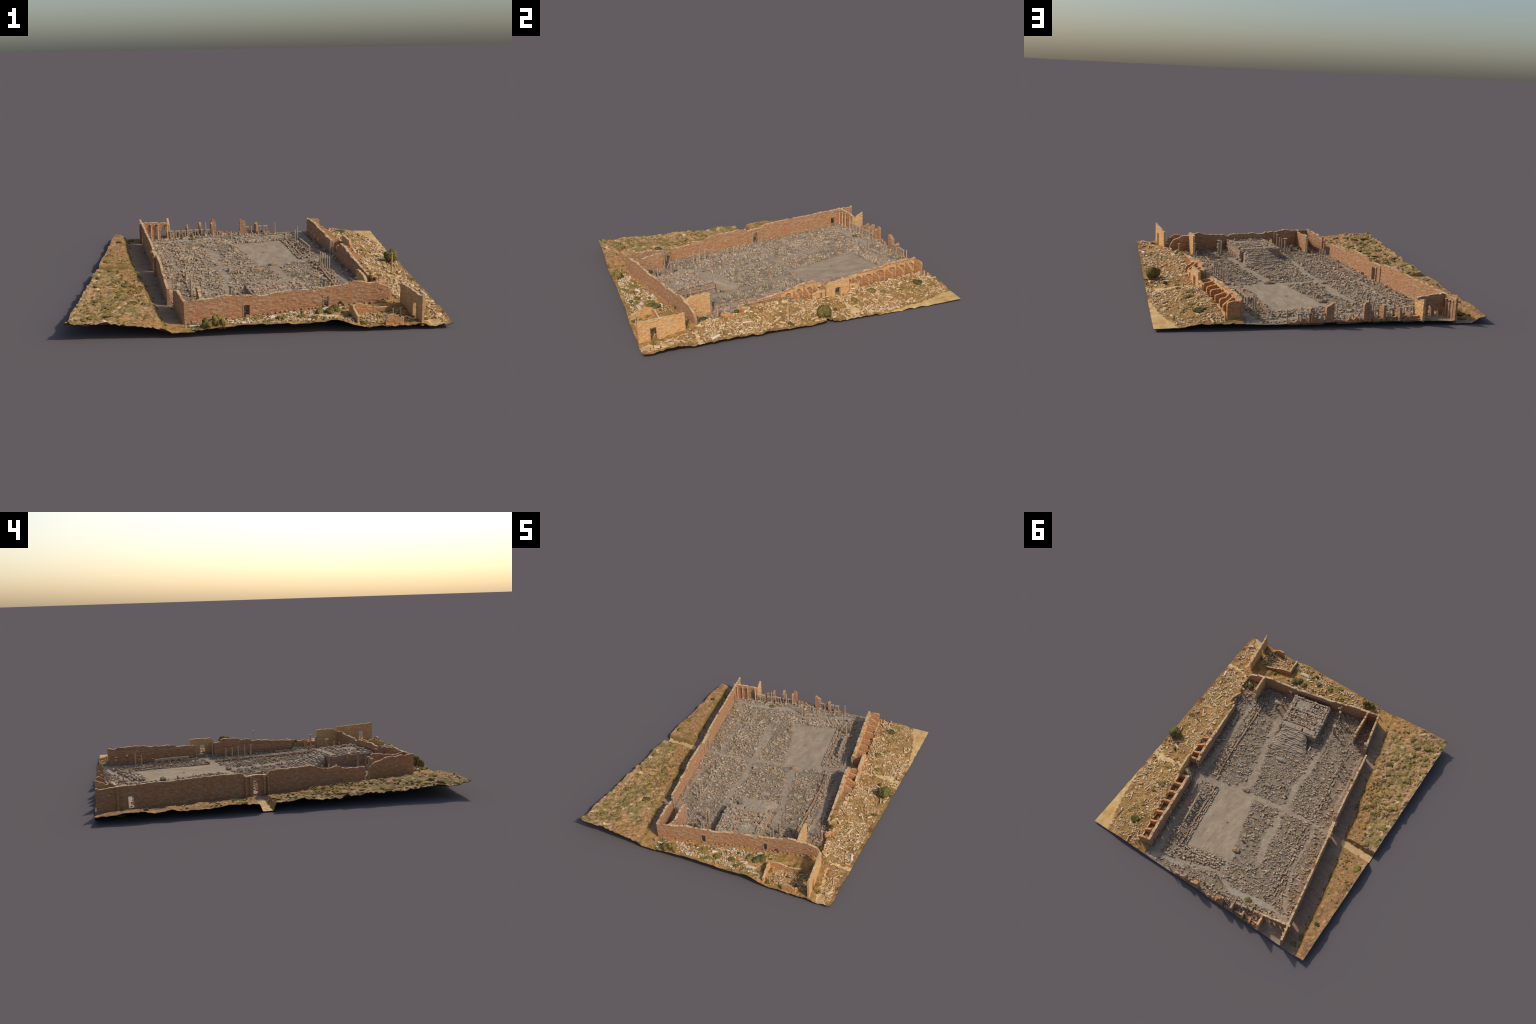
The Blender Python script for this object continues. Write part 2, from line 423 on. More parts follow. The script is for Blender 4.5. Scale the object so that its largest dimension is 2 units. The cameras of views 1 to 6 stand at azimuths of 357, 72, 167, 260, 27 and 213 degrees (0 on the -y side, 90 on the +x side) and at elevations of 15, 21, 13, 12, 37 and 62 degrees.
def height(x, y, detail=True):
    x, y = np.asarray(x, float), np.asarray(y, float)
    inf = inside(x, y, FORUM)
    room = inside(x, y, ROOMS)
    zf, zo, zs = z_forum(x, y), z_out(x, y), z_street(x, y)
    west = (x < -0.30) & ~inf
    db = -side_of(x, y, BANK)                                  # positive west of the bank foot
    db = db + fbm(x, y, 30, 5, 3) * 0.010
    zo = zo + np.where(x < -.42, fbm(x, y, 13, 1, 5) * 0.012 + fbm(x, y, 60, 12, 3) * 0.003 + (np.abs(fbm(x, y, 26, 14, 3)) * .020 - .004) * smooth(.15, -.1, y), 0)
    zo = zo + np.where((x >= -.42) & (y < -.6), fbm(x, y, 20, 2, 4) * 0.009 * smooth(.0, .05, poly_dist(x, y, SOUTH)), 0)
    zo = zo + np.where(x > .5, fbm(x, y, 22, 3, 4) * 0.010 * (1 - smooth(.6, .95, y) * smooth(.72, .85, x)), 0)
    zz = zs + fbm(x, y, 40, 9, 3) * 0.0015
    zw = zz + (zo - zz) * smooth(-.012 - .008 * smooth(.1, -.2, y), .040, db)
    dr = poly_dist(x, y, RAMP)                                 # sunken ramp to the west gate
    zw = np.where((x < -.62), zz + (zw - zz) * smooth(.026, .046, dr), zw)
    z = np.where(west & (y > -1.2) & (side_of(x, y, WEST[:-1] + [(-.30, -1.1)]) < 0.02), zw, zo)
    z = np.where(inf, zf + fbm(x, y, 35, 7, 4) * 0.0022, z)
    z = np.where(room, 0.037 + .012 * smooth(.75, .9, y) + fbm(x, y, 30, 8, 3) * 0.004 + smooth(.25, -.05, y) * 0.03, z)
    return np.maximum(z, 0.003)


# ------------------------------------------------------------------ terrain sheet, split by ground cover
def build_terrain():
    nx, ny = 430, 474
    gx = np.linspace(-.9065, .9065, nx)
    gy = np.linspace(-.9995, .9995, ny)
    X, Y = np.meshgrid(gx, gy, indexing="ij")
    Z = height(X, Y)
    cx, cy = (X[:-1, :-1] + X[1:, 1:]) / 2, (Y[:-1, :-1] + Y[1:, 1:]) / 2
    jx, jy = cx + fbm(cx, cy, 55, 21, 4) * 0.016, cy + fbm(cx, cy, 55, 22, 4) * 0.016
    reg = np.full(cx.shape, 0)
    names = ["ochre_field", "south_scrub_field", "meadow", "street", "bank", "rubble_soil", "court_paving", "dusty_walk", "marble_slab",
             "dirt_road", "sandy_path", "reddish_field", "room_floor"]
    mats = ["east", "south", "meadow", "street", "bank", "soil", "paving", "walk", "slab", "road", "path", "meadow_red", "soil"]
    inf = inside(cx, cy, FORUM)
    reg[(jy < -.58) & (jx < .72) & (jx > -.45)] = 1
    db = -side_of(jx, jy, BANK)
    wst = (side_of(cx, cy, WEST[:-1] + [(-.30, -1.1)]) < 0.0) & (cx < -.30) & ~inf
    reg[wst & (db <= 0)] = 3
    reg[wst & (db <= 0) & (jy < -.84)] = 1
    reg[wst & (db > 0)] = 4
    field = wst & (db > .022)
    reg[field] = 2
    red = (jy > .13) | ((db < .12) & (jy > -.45)) | ((jy < -.86) & (jx > -.66))
    reg[field & red] = 11
    dr = poly_dist(jx, jy, RAMP)
    reg[wst & (cx < -.6) & (dr < .045) & (db > -.004)] = 4
    reg[wst & (cx < -.6) & (dr < .027) & (db > -.02)] = 10
    reg[~inf & (side_of(jx, jy, ROAD_IN) > 0) & (cx > .7) & (cy > .4)] = 9
    for pts, w in EPATHS:
        reg[~inf & (poly_dist(jx, jy, pts, w) < 0)] = 10
    reg[inf] = 5
    wc = way_clear(jx, jy)
    reg[inf & (wc < 0)] = 7
    reg[inf & inside(jx, jy, PAVILION)] = 7
    reg[inf & inside(jx, jy, COURT)] = 6
    for s in SLABS:
        reg[inf & inside(jx, jy, s)] = 8
    reg[inside(cx, cy, ROOMS)] = 12
    keep = np.hypot((cx - .899) / .9, cy - .120) > .021          # scan hole beneath the tree on the edge
    # normals of the full sheet
    du = np.gradient(Z, gx, axis=0)
    dv = np.gradient(Z, gy, axis=1)
    N = np.dstack([-du, -dv, np.ones_like(Z)])
    N /= np.linalg.norm(N, axis=2, keepdims=True)
    top = np.stack([X, Y, Z], -1).reshape(-1, 3)
    bot = np.stack([X, Y, np.maximum(Z - .004, 0.0)], -1).reshape(-1, 3)
    V = np.vstack([top, bot])
    VN = np.vstack([N.reshape(-1, 3), np.tile([0, 0, -1.0], (len(bot), 1))])
    nt = len(top)
    I, J = np.meshgrid(np.arange(nx - 1), np.arange(ny - 1), indexing="ij")
    a = I * ny + J
    quad = np.stack([a, a + ny, a + ny + 1, a + 1], -1)
    pad = np.zeros((nx + 1, ny + 1), bool)
    pad[1:-1, 1:-1] = keep
    rims = []
    for (di, dj, e0, e1) in ((0, -1, 0, 1), (1, 0, 1, 2), (0, 1, 2, 3), (-1, 0, 3, 0)):
        nb = pad[1 + di:nx + di, 1 + dj:ny + dj]
        mask = keep & ~nb
        q = quad[mask]
        rims.append((np.stack([q[:, e1], q[:, e0], q[:, e0] + nt, q[:, e1] + nt], -1), reg[mask]))
    for r, nm in enumerate(names):
        m = keep & (reg == r)
        if not m.any():
            continue
        q = quad[m]
        F = np.vstack([q, q[:, ::-1] + nt] + [rf[rr == r] for rf, rr in rims])
        used, inv = np.unique(F, return_inverse=True)
        F2 = inv.reshape(F.shape)
        me = bpy.data.meshes.new(nm)
        me.from_pydata(V[used].tolist(), [], F2.tolist())
        me.materials.append(M[mats[r]])
        me.polygons.foreach_set("use_smooth", [True] * len(me.polygons))
        me.update()
        me.normals_split_custom_set_from_vertices(VN[used].tolist())
        link(bpy.data.objects.new(nm, me))


build_terrain()


def ground(x, y):
    return float(height(np.array([x]), np.array([y]))[0])


# ------------------------------------------------------------------ masonry walls
def hash2(i, j, k=0):
    v = math.sin(i * 12.9898 + j * 78.233 + k * 37.719) * 43758.5453
    return v - math.floor(v)


def frame(A, B):
    d = Vector((B[0] - A[0], B[1] - A[1], 0))
    L = d.length
    d.normalize()
    n = Vector((-d.y, d.x, 0))
    return Matrix(((d.x, n.x, 0, A[0]), (d.y, n.y, 0, A[1]), (0, 0, 1, 0), (0, 0, 0, 1))), L


def masonry_wall(name, A, B, profile, mat, thick=.016, base=None, openings=(), arches=(), step=.0035, course=.0075, block=.02,
                 rough=1.0, band=0.0, coping=True, parent=ROOT, seed=0, ragged=.003, taper_ends=0.0, coping_mat="coping"):
    """upright wall from A to B. profile = [(distance, top z)]; openings = [(s0, s1, z0, z1)] rectangular;
    arches = [(centre, half width, spring z, crown z)] going down to the floor."""
    mw, L = frame(A, B)
    s = list(np.linspace(0, L, max(3, int(L / step) + 1)))
    for o in openings:
        s += [o[0], o[1]]
    for a in arches:
        s += [a[0] - a[1], a[0] + a[1]]
    s = np.array(sorted(set(np.round([q for q in s if 0 <= q <= L], 5))))
    keep = [0]
    for i in range(1, len(s)):
        if s[i] - s[keep[-1]] > .0008:
            keep.append(i)
    s = s[keep]
    ps, pz = [p[0] for p in profile], [p[1] for p in profile]
    top = np.interp(s, ps, pz)
    blk = np.floor(s / (block * .9))
    top = top + np.array([(hash2(b, seed, 3) - .5) * 2 * ragged for b in blk]) + fbm(s, s * 0 + seed, 90, seed, 2) * ragged * .5
    mx = [mw @ Vector((q, 0, 0)) for q in s]
    gz = height(np.array([m.x for m in mx]), np.array([m.y for m in mx]))
    if base is None:
        zb = float(max(0.0006, gz.min() - .006))
    else:
        zb = base
    zs = list(np.arange(zb, top.max() + step, step))
    for o in openings:
        zs += [o[2], o[3]]
    zs = sorted(set(np.round([q for q in zs if q >= zb], 5)))
    zk = [zs[0]]
    for q in zs[1:]:
        if q - zk[-1] > .0008:
            zk.append(q)
    zs = np.array(zk)
    ni, nj = len(s) - 1, len(zs) - 1
    solid = np.zeros((ni, nj), bool)
    for i in range(ni):
        sc = (s[i] + s[i + 1]) / 2
        t = max(top[i], top[i + 1])
        for j in range(nj):
            zc = (zs[j] + zs[j + 1]) / 2
            ok = zs[j] < t - 1e-5
            for o in openings:
                if o[0] < sc < o[1] and o[2] < zc < o[3]:
                    ok = False
            for a in arches:
                if abs(sc - a[0]) < a[1]:
                    crown = a[2] + (a[3] - a[2]) * math.sqrt(max(0, 1 - ((sc - a[0]) / a[1]) ** 2))
                    if zc < crown:
                        ok = False
            solid[i, j] = ok
    verts, faces, vid = [], [], {}
    h = thick / 2

    def vert(i, j, sd):
        key = (i, j, sd)
        if key in vid:
            return vid[key]
        q, z = float(s[i]), float(min(zs[j], top[i]))
        row = math.floor(z / course)
        col = math.floor((q + (row % 2) * block * .5) / block)
        y = sd * h
        d = (hash2(row, col, seed + sd) - .5) * .0016
        d += noise.noise(Vector((q * 60, z * 60, sd * 9 + seed))) * .0012
        fz = (z / course) % 1.0
        if fz < .3:
            d -= .0005
        if band > 0:
            ff = (z / band) % 1.0
            d -= .0030 * max(0.0, math.sin(ff * 2 * math.pi)) ** 2 * (.6 + .8 * hash2(math.floor(z / band), math.floor(q / .05), 5))
        d *= rough
        qj = q + noise.noise(Vector((q * 200, z * 200, seed + 4))) * .0006
        verts.append((qj, y + sd * d, z))
        vid[key] = len(verts) - 1
        return vid[key]

    for i in range(ni):
        for j in range(nj):
            if not solid[i, j]:
                continue
            faces.append([vert(i, j, -1), vert(i + 1, j, -1), vert(i + 1, j + 1, -1), vert(i, j + 1, -1)])
            faces.append([vert(i, j, 1), vert(i, j + 1, 1), vert(i + 1, j + 1, 1), vert(i + 1, j, 1)])
            if j + 1 >= nj or not solid[i, j + 1]:
                faces.append([vert(i, j + 1, -1), vert(i + 1, j + 1, -1), vert(i + 1, j + 1, 1), vert(i, j + 1, 1)])
            if j == 0 or not solid[i, j - 1]:
                faces.append([vert(i, j, 1), vert(i + 1, j, 1), vert(i + 1, j, -1), vert(i, j, -1)])
            if i == 0 or not solid[i - 1, j]:
                faces.append([vert(i, j, 1), vert(i, j, -1), vert(i, j + 1, -1), vert(i, j + 1, 1)])
            if i + 1 >= ni or not solid[i + 1, j]:
                faces.append([vert(i + 1, j, -1), vert(i + 1, j, 1), vert(i + 1, j + 1, 1), vert(i + 1, j + 1, -1)])
    bm = bmesh.new()
    bv = [bm.verts.new(v) for v in verts]
    for f in faces:
        try:
            bm.faces.new([bv[k] for k in f])
        except ValueError:
            pass
    bmesh.ops.remove_doubles(bm, verts=bm.verts, dist=1e-6)
    bmesh.ops.dissolve_degenerate(bm, edges=bm.edges, dist=1e-6)
    me = bpy.data.meshes.new(name)
    bm.to_mesh(me)
    bm.free()
    me.materials.append(mat)
    ob = bpy.data.objects.new(name, me)
    ob.matrix_world = mw
    link(ob, parent)
    if coping:                                          # irregular weathered blocks bedded on the wall head
        rr = random.Random(seed * 31 + 5)
        bits = []
        q = .002
        while q < L - .006:
            l = min(rr.uniform(.010, .026), L - q)
            za, zc = np.interp(q + .001, s, top), np.interp(q + l - .001, s, top)
            gap = any(a[0] - a[1] < q + l / 2 < a[0] + a[1] and np.interp(a[0], s, top) < a[3] + .003 for a in arches)
            if rr.random() < .86 and abs(za - zc) < .010 and not gap:
                hh = rr.uniform(.0022, .0042)
                cz = (za + zc) / 2 + hh / 2 - .0012
                bits.append((Matrix.Translation((q + l / 2, rr.uniform(-.0006, .0006), cz)) @
                             Matrix.Rotation(-math.atan2(zc - za, l), 4, "Y") @ Matrix.Rotation(rr.uniform(-.04, .04), 4, "Z"),
                             (l * rr.uniform(.90, .99), thick * rr.uniform(.94, 1.10), hh)))
            q += l
        if bits:
            v, f = merge_blocks(bits, rr)
            c = mesh_obj("coping", v, f, M[coping_mat], parent=ob, kind="stuff")
    return ob


# ------------------------------------------------------------------ loose stone prototypes
def proto_block(rr, jit=.10, bev=.12):
    bm = bmesh.new()
    bmesh.ops.create_cube(bm, size=1.0)
    for v in bm.verts:
        v.co += Vector([rr.uniform(-jit, jit) for _ in range(3)])
    bmesh.ops.bevel(bm, geom=list(bm.edges), offset=bev, segments=1, affect="EDGES", clamp_overlap=True)
    return bm_arrays(bm)


def proto_boulder(rr, sub=2, amp=.30):
    bm = bmesh.new()
    bmesh.ops.create_icosphere(bm, subdivisions=sub, radius=.55)
    o = Vector([rr.uniform(0, 50) for _ in range(3)])
    for v in bm.verts:
        v.co *= 1 + amp * noise.noise(v.co * 2.2 + o) * 1.6
        for k in range(3):
            v.co[k] = max(-.47, min(.47, v.co[k]))
    return bm_arrays(bm)


def proto_drum(rr, seg=10):
    bm = bmesh.new()
    bmesh.ops.create_cone(bm, cap_ends=True, segments=seg, radius1=.5, radius2=.5 * rr.uniform(.86, 1), depth=1.0)
    bmesh.ops.bevel(bm, geom=[e for e in bm.edges if abs(e.verts[0].co.z - e.verts[1].co.z) < .01], offset=.07, segments=1, affect="EDGES")
    bmesh.ops.rotate(bm, verts=bm.verts, matrix=Matrix.Rotation(math.pi / 2, 3, "Y"))
    for v in bm.verts:
        v.co += Vector([rr.uniform(-.03, .03) for _ in range(3)])
    return bm_arrays(bm)


def bm_arrays(bm):
    bm.verts.index_update()
    V = np.array([v.co[:] for v in bm.verts])
    F = [[v.index for v in f.verts] for f in bm.faces]
    bm.free()
    return V, F


_r = random.Random(3)
BLOCKS = [proto_block(_r) for _ in range(10)]
BOULDERS = [proto_boulder(_r) for _ in range(10)]
DRUMS = [proto_drum(_r) for _ in range(5)]


def merge_pieces(pieces):
    """pieces = [(prototype, Matrix)] -> verts, faces of one joined mesh"""
    VV, FF, off = [], [], 0
    for (V, F), m in pieces:
        A = np.array(m)
        VV.append(V @ A[:3, :3].T + A[:3, 3])
        FF += [[k + off for k in f] for f in F]
        off += len(V)
    return np.vstack(VV), FF


def merge_blocks(bits, rr):
    return merge_pieces([(rr.choice(BLOCKS), m @ Matrix.Diagonal((*sc, 1))) for m, sc in bits])


# ------------------------------------------------------------------ perimeter walls
def add_frame_stones(wall, s0, s1, z0, z1, thick, mat, lintel=.012, jamb=.005, over=.006):
    """projecting door jambs and lintel around an opening of a wall"""
    rr = random.Random(int(s0 * 9999))
    bits = [(Matrix.Translation((s0 - jamb / 2 + .0006, 0, (z0 + z1) / 2)), (jamb, thick * 1.22, z1 - z0)),
            (Matrix.Translation((s1 + jamb / 2 - .0006, 0, (z0 + z1) / 2)), (jamb, thick * 1.22, z1 - z0)),
            (Matrix.Translation(((s0 + s1) / 2, 0, z1 + lintel / 2 - .001)), (s1 - s0 + 2 * over + jamb, thick * 1.3, lintel))]
    V, F = merge_pieces([(proto_block(rr, .02, .03), m @ Matrix.Diagonal((*sc, 1))) for m, sc in bits])
    return mesh_obj("doorframe", V, F, mat, parent=wall)


south_wall = masonry_wall("south_wall", SOUTH[0], SOUTH[1], [
    (0, .136), (.028, .134), (.077, .136), (.08, .137), (.15, .135), (.152, .141), (.168, .143), (.203, .148), (.206, .141), (.247, .141),
    (.25, .134), (.324, .134), (.328, .125), (.339, .133), (.365, .132), (.367, .124), (.445, .126), (.448, .133), (.52, .132)], M["wall"], .014,
    openings=[(.296, .326, .0, .087)], seed=1)
add_frame_stones(south_wall, .296, .326, .030, .086, .014, M["wall"])
south_wall = masonry_wall("south_wall", SOUTH[1], SOUTH[2], [
    (0, .132), (.068, .131), (.118, .130), (.130, .112), (.142, .117), (.160, .124), (.162, .132), (.313, .136), (.330, .149), (.406, .148),
    (.413, .135), (.484, .133), (.493, .121), (.540, .103), (.552, .088), (.5618, .066)], M["wall"], .014,
    openings=[(.191, .216, .0, .087)], seed=1)
add_frame_stones(south_wall, .191, .216, .030, .086, .014, M["wall"])

west_wall = masonry_wall("west_wall", WEST[0], WEST[1], [
    (0, .143), (.012, .143), (.014, .137), (.133, .138), (.286, .142), (.484, .141), (.634, .143), (.763, .140), (.79, .141), (.817, .128)],
    M["wall"], .013, openings=[(.168, .201, .0, .084), (.066, .080, .099, .111)], seed=2)
add_frame_stones(west_wall, .168, .201, .022, .083, .013, M["wall"], .010)
gate_w = masonry_wall("west_gate", WEST[1], WEST[2], [(0, .121), (.040, .116), (.044, .122), (.121, .117), (.133, .113)], M["wall"], .022,
                      openings=[(.049, .087, .0, .095)], seed=3)
add_frame_stones(gate_w, .049, .087, .010, .094, .022, M["wall"], .012, .006)
masonry_wall("west_wall", WEST[2], WEST[3], [
    (0, .113), (.015, .125), (.03, .137), (.11, .140), (.118, .136), (.304, .139), (.319, .117), (.365, .118), (.371, .112), (.417, .113), (.421, .121),
    (.458, .117), (.462, .105), (.614, .099)], M["wall"], .013, seed=4)
masonry_wall("west_wall", WEST[4], WEST[5], [
    (0, .088), (.012, .092), (.014, .102), (.030, .106), (.038, .113), (.078, .119), (.082, .125), (.123, .134), (.271, .137), (.300, .135)], M["wall"], .014, seed=5)

# pilasters on the west gate and at wall ends
def pilaster(A, B, s, off, w, d, z0, z1, mat, parent):
    mw, L = frame(A, B)
    rr = random.Random(int(s * 7777) + 3)
    bits = [(Matrix.Translation((s, off, (z0 + z1) / 2)), (w, d, z1 - z0)),
            (Matrix.Translation((s, off, z1 - .003)), (w * 1.4, d * 1.35, .006)),
            (Matrix.Translation((s, off, z0 + .004)), (w * 1.45, d * 1.4, .009))]
    V, F = merge_pieces([(proto_block(rr, .03, .06), m @ Matrix.Diagonal((*sc, 1))) for m, sc in bits])
    return mesh_obj("pilaster", V, F, mat, parent=ROOT, matrix=mw)


for s, zt in ((.008, .118), (.036, .115), (.116, .113), (.140, .111)):
    pilaster(WEST[1], WEST[2], s, -.013, .012, .011, .010, zt, M["wall"], gate_w)
for s in (.044, .093):
    pilaster(WEST[1], WEST[2], s, .014, .008, .008, .014, .100, M["column"], gate_w)

# inner wall of the shops, banded by erosion
shop_wall = masonry_wall("shop_wall", *SHOP_N, [
    (0, .134), (.012, .132), (.038, .128), (.045, .139), (.242, .138), (.26, .128), (.444, .124), (.448, .115), (.580, .108)],
    M["wall_grey"], .015, openings=[(.037, .048, .05, .080), (.111, .124, .03, .082), (.194, .205, .048, .082), (.282, .296, .045, .076),
                                    (.375, .384, .046, .063), (.455, .467, .046, .062)], band=.0112, course=.0112, seed=6)
masonry_wall("shop_wall", *SHOP_S, [
    (0, .116), (.043, .120), (.05, .135), (.17, .136), (.189, .121), (.264, .119), (.268, .110), (.325, .108), (.574, .082)],
    M["wall_grey"], .015, band=.0112, course=.0112, seed=7)

# outer gate wall with its door
GATE_E = [(.605, .372), (.628, .208)]
gate_e = masonry_wall("east_gate", *GATE_E, [(0, .134), (.004, .138), (.145, .137), (.158, .124), (.166, .112)], M["wall_gold"], .015,
                      openings=[(.064, .104, .0, .098)], seed=8)
add_frame_stones(gate_e, .064, .104, .028, .097, .015, M["wall_gold"], .012, .005, .009)


# partition walls of the shop rooms; each runs east from the inner wall
def partition(line, s, length, z_in, z_mid, z_out, seed, mat="wall_brick", thick=.013, skew=-0.09):  # default tone carries the orange-brown shade of the partitions' unlit sides
    mw, L = frame(*line)
    p = mw @ Vector((s, 0, 0))
    d = (mw.to_3x3() @ Vector((skew, 1, 0))).normalized()
    A = (p.x + d.x * .004, p.y + d.y * .004)
    B = (p.x + d.x * length, p.y + d.y * length)
    masonry_wall("partition_wall", A, B, [(0, z_in), (length * .3, z_in - .002), (length * .5, z_mid), (length * .88, z_out), (length, z_out - .014)],
                 M[mat], thick + .002, base=.028, seed=seed, ragged=.003, coping=False)


for k, (s, zi, zm, zo, ln) in enumerate([(.012, .131, .130, .127, .082), (.085, .127, .118, .096, .082), (.157, .130, .108, .101, .080),
                                         (.243, .112, .107, .102, .079), (.342, .106, .103, .098, .078), (.421, .108, .102, .095, .077),
                                         (.498, .108, .100, .094, .077), (.572, .104, .098, .094, .077)]):
    partition(SHOP_N, s, ln, zi, zm, zo, 20 + k)
for k, (s, zi, zm, zo, ln) in enumerate([(.012, .112, .108, .104, .078), (.068, .116, .106, .098, .078), (.140, .122, .106, .094, .076),
                                         (.212, .114, .104, .090, .070)]):
    partition(SHOP_S, s, ln, zi, zm, zo, 30 + k)


def niche_layer(line, bays, profile, seed):
    """thicker lower skin on the shop side of the inner wall, leaving a round-headed niche in every bay"""
    mw, L = frame(*line)
    a, b = mw @ Vector((profile[0][0], .0115, 0)), mw @ Vector((profile[-1][0], .0115, 0))
    o = profile[0][0]
    masonry_wall("niche_wall", (a.x, a.y), (b.x, b.y), [(p - o, z) for p, z in profile], M["wall_gold"], .009, base=.03, seed=seed, coping=False, ragged=.002,
                 arches=[(c - o, h, zs, zc) for c, h, zs, zc in bays])


niche_layer(SHOP_N, [(.048, .027, .080, .112), (.121, .027, .080, .112), (.200, .033, .076, .112), (.292, .038, .074, .110), (.382, .029, .074, .104),
                     (.460, .029, .074, .102), (.535, .027, .072, .098)],
            [(.004, .122), (.05, .126), (.24, .122), (.26, .118), (.44, .114), (.575, .103)], 95)
niche_layer(SHOP_S, [(.040, .019, .074, .098), (.104, .023, .080, .108), (.176, .023, .082, .110), (.250, .018, .084, .102)],
            [(.004, .106), (.05, .122), (.18, .122), (.27, .108), (.30, .100)], 96)
# low front walls of the shops
mwN, LN = frame(*SHOP_N)
for k, (a, b, z, op) in enumerate([(.02, .085, .062, None), (.10, .165, .064, None), (.18, .24, .058, None), (.26, .34, .056, None),
                                   (.36, .42, .060, None)]):
    p, q = mwN @ Vector((a, .082, 0)), mwN @ Vector((b, .082, 0))
    masonry_wall("shop_front", (p.x, p.y), (q.x, q.y), [(0, z + .008), (.02, z), (.03, z - .006), (b - a, z + .006)], M["wall_gold"], .010, seed=40 + k)
front = masonry_wall("shop_front", (.594, .445), (.604, .380), [(0, .088), (.066, .092)], M["wall_gold"], .012,
                     openings=[(.040, .058, 0, .085)], seed=46)
add_frame_stones(front, .040, .058, .045, .085, .012, M["coping"], .008, .004, .008)
front = masonry_wall("shop_front", (.630, .197), (.642, .110), [(0, .098), (.04, .100), (.087, .086)], M["wall_gold"], .012,
                     openings=[(.018, .040, 0, .088)], seed=47)
add_frame_stones(front, .018, .040, .05, .088, .012, M["coping"], .008, .004, .010)

# isolated wall of the annex in the south-east corner
annex = masonry_wall("annex_wall", (.762, -.9935), (.723, -.713), [(0, .160), (.008, .160), (.011, .154), (.15, .150), (.283, .147)], M["wall_gold"], .012,
                     openings=[(.070, .110, .0, .104)], seed=9)
add_frame_stones(annex, .070, .110, .036, .103, .012, M["wall_gold"], .010, .004, .010)
masonry_wall("annex_room_wall", (.441, -.851), (.458, -.985), [(0, .086), (.05, .092), (.08, .080), (.10, .074), (.135, .066)], M["wall_gold"], .010, seed=10)
masonry_wall("annex_room_wall", (.446, -.853), (.556, -.832), [(0, .078), (.03, .084), (.07, .078), (.112, .062)], M["wall_brick"], .009, seed=11)
masonry_wall("annex_room_wall", (.556, -.832), (.640, -.806), [(0, .060), (.04, .054), (.088, .050)], M["wall"], .009, seed=12)
masonry_wall("annex_room_wall", (.586, -.988), (.664, -.978), [(0, .066), (.02, .074), (.04, .078), (.06, .066), (.078, .050)], M["wall_brick"], .012, seed=13,
             ragged=.004)
masonry_wall("annex_room_wall", (.664, -.978), (.690, -.93), [(0, .052), (.03, .046), (.055, .036)], M["wall_brick"], .010, seed=14)

# chambers beside the temple
masonry_wall("chamber_wall", (.553, -.668), (.537, -.514), [(0, .144), (.012, .150), (.02, .158), (.03, .160), (.036, .166), (.08, .168), (.13, .164), (.155, .160)], M["wall_gold"],
             .014, seed=15, course=.0085)
masonry_wall("chamber_wall", (-.277, -.858), (-.298, -.635), [(0, .139), (.03, .132), (.10, .122), (.117, .132), (.2, .141), (.225, .133), (.230, .110)], M["wall"],
             .014, seed=16)
masonry_wall("low_wall", (.640, -.372), (.668, -.300), [(0, .086), (.077, .084)], M["wall_brick"], .012, seed=17)
masonry_wall("low_wall", (.655, -.478), (.688, -.400), [(0, .074), (.03, .072), (.085, .066)], M["wall_brick"], .014, seed=18)

# corner pavilion in the north-west
masonry_wall("pavilion_wall", (-.722, .879), (-.524, .914), [(0, .142), (.10, .140), (.13, .139), (.137, .134), (.200, .131)], M["wall"], .013,  # front kept in the browner tan: its shade is in the colour
             arches=[(.028, .010, .050, .074), (.074, .012, .052, .078), (.118, .011, .052, .084), (.163, .019, .065, .095)], seed=50)
masonry_wall("pavilion_wall", (-.521, .908), (-.535, .9975), [(0, .122), (.012, .128), (.02, .118), (.036, .116), (.05, .128), (.078, .138), (.091, .146)], M["wall_gold"],
             .013, seed=51)


# ------------------------------------------------------------------ columns
def lathe(profile, seg=14):
    V, F = [], []
    for r, z in profile:
        for k in range(seg):
            a = 2 * math.pi * k / seg
            V.append((r * math.cos(a), r * math.sin(a), z))
    for i in range(len(profile) - 1):
        for k in range(seg):
            F.append([i * seg + k, i * seg + (k + 1) % seg, (i + 1) * seg + (k + 1) % seg, (i + 1) * seg + k])
    F.append(list(range(seg))[::-1])
    F.append([(len(profile) - 1) * seg + k for k in range(seg)])
    return V, F


def column_mesh(name, r, h, capital, mat, bulge=.0):
    p = [(r * 1.45, 0), (r * 1.45, .003), (r * 1.15, .0045), (r * 1.05, .008)]
    n = 7
    for i in range(n + 1):
        t = i / n
        p.append((r * (1.02 - .14 * t), .009 + t * (h - .009 - (.012 if capital else 0))))
    if capital:
        p += [(r * 1.0, h - .0115), (r * 1.35, h - .008), (r * 1.5, h - .004), (r * 1.65, h - .0035), (r * 1.65, h)]
    V, F = lathe(p)
    V = [Vector(v) + Vector((noise.noise(Vector(v) * 150), noise.noise(Vector(v) * 150 + Vector((9, 9, 9))), 0)) * r * .09 for v in V]
    me = bpy.data.meshes.new(name)
    me.from_pydata([tuple(v) for v in V], [], F)
    me.materials.append(mat)
    me.polygons.foreach_set("use_smooth", [True] * len(me.polygons))
    me.set_sharp_from_angle(angle=.7)
    return me


COLS = {}


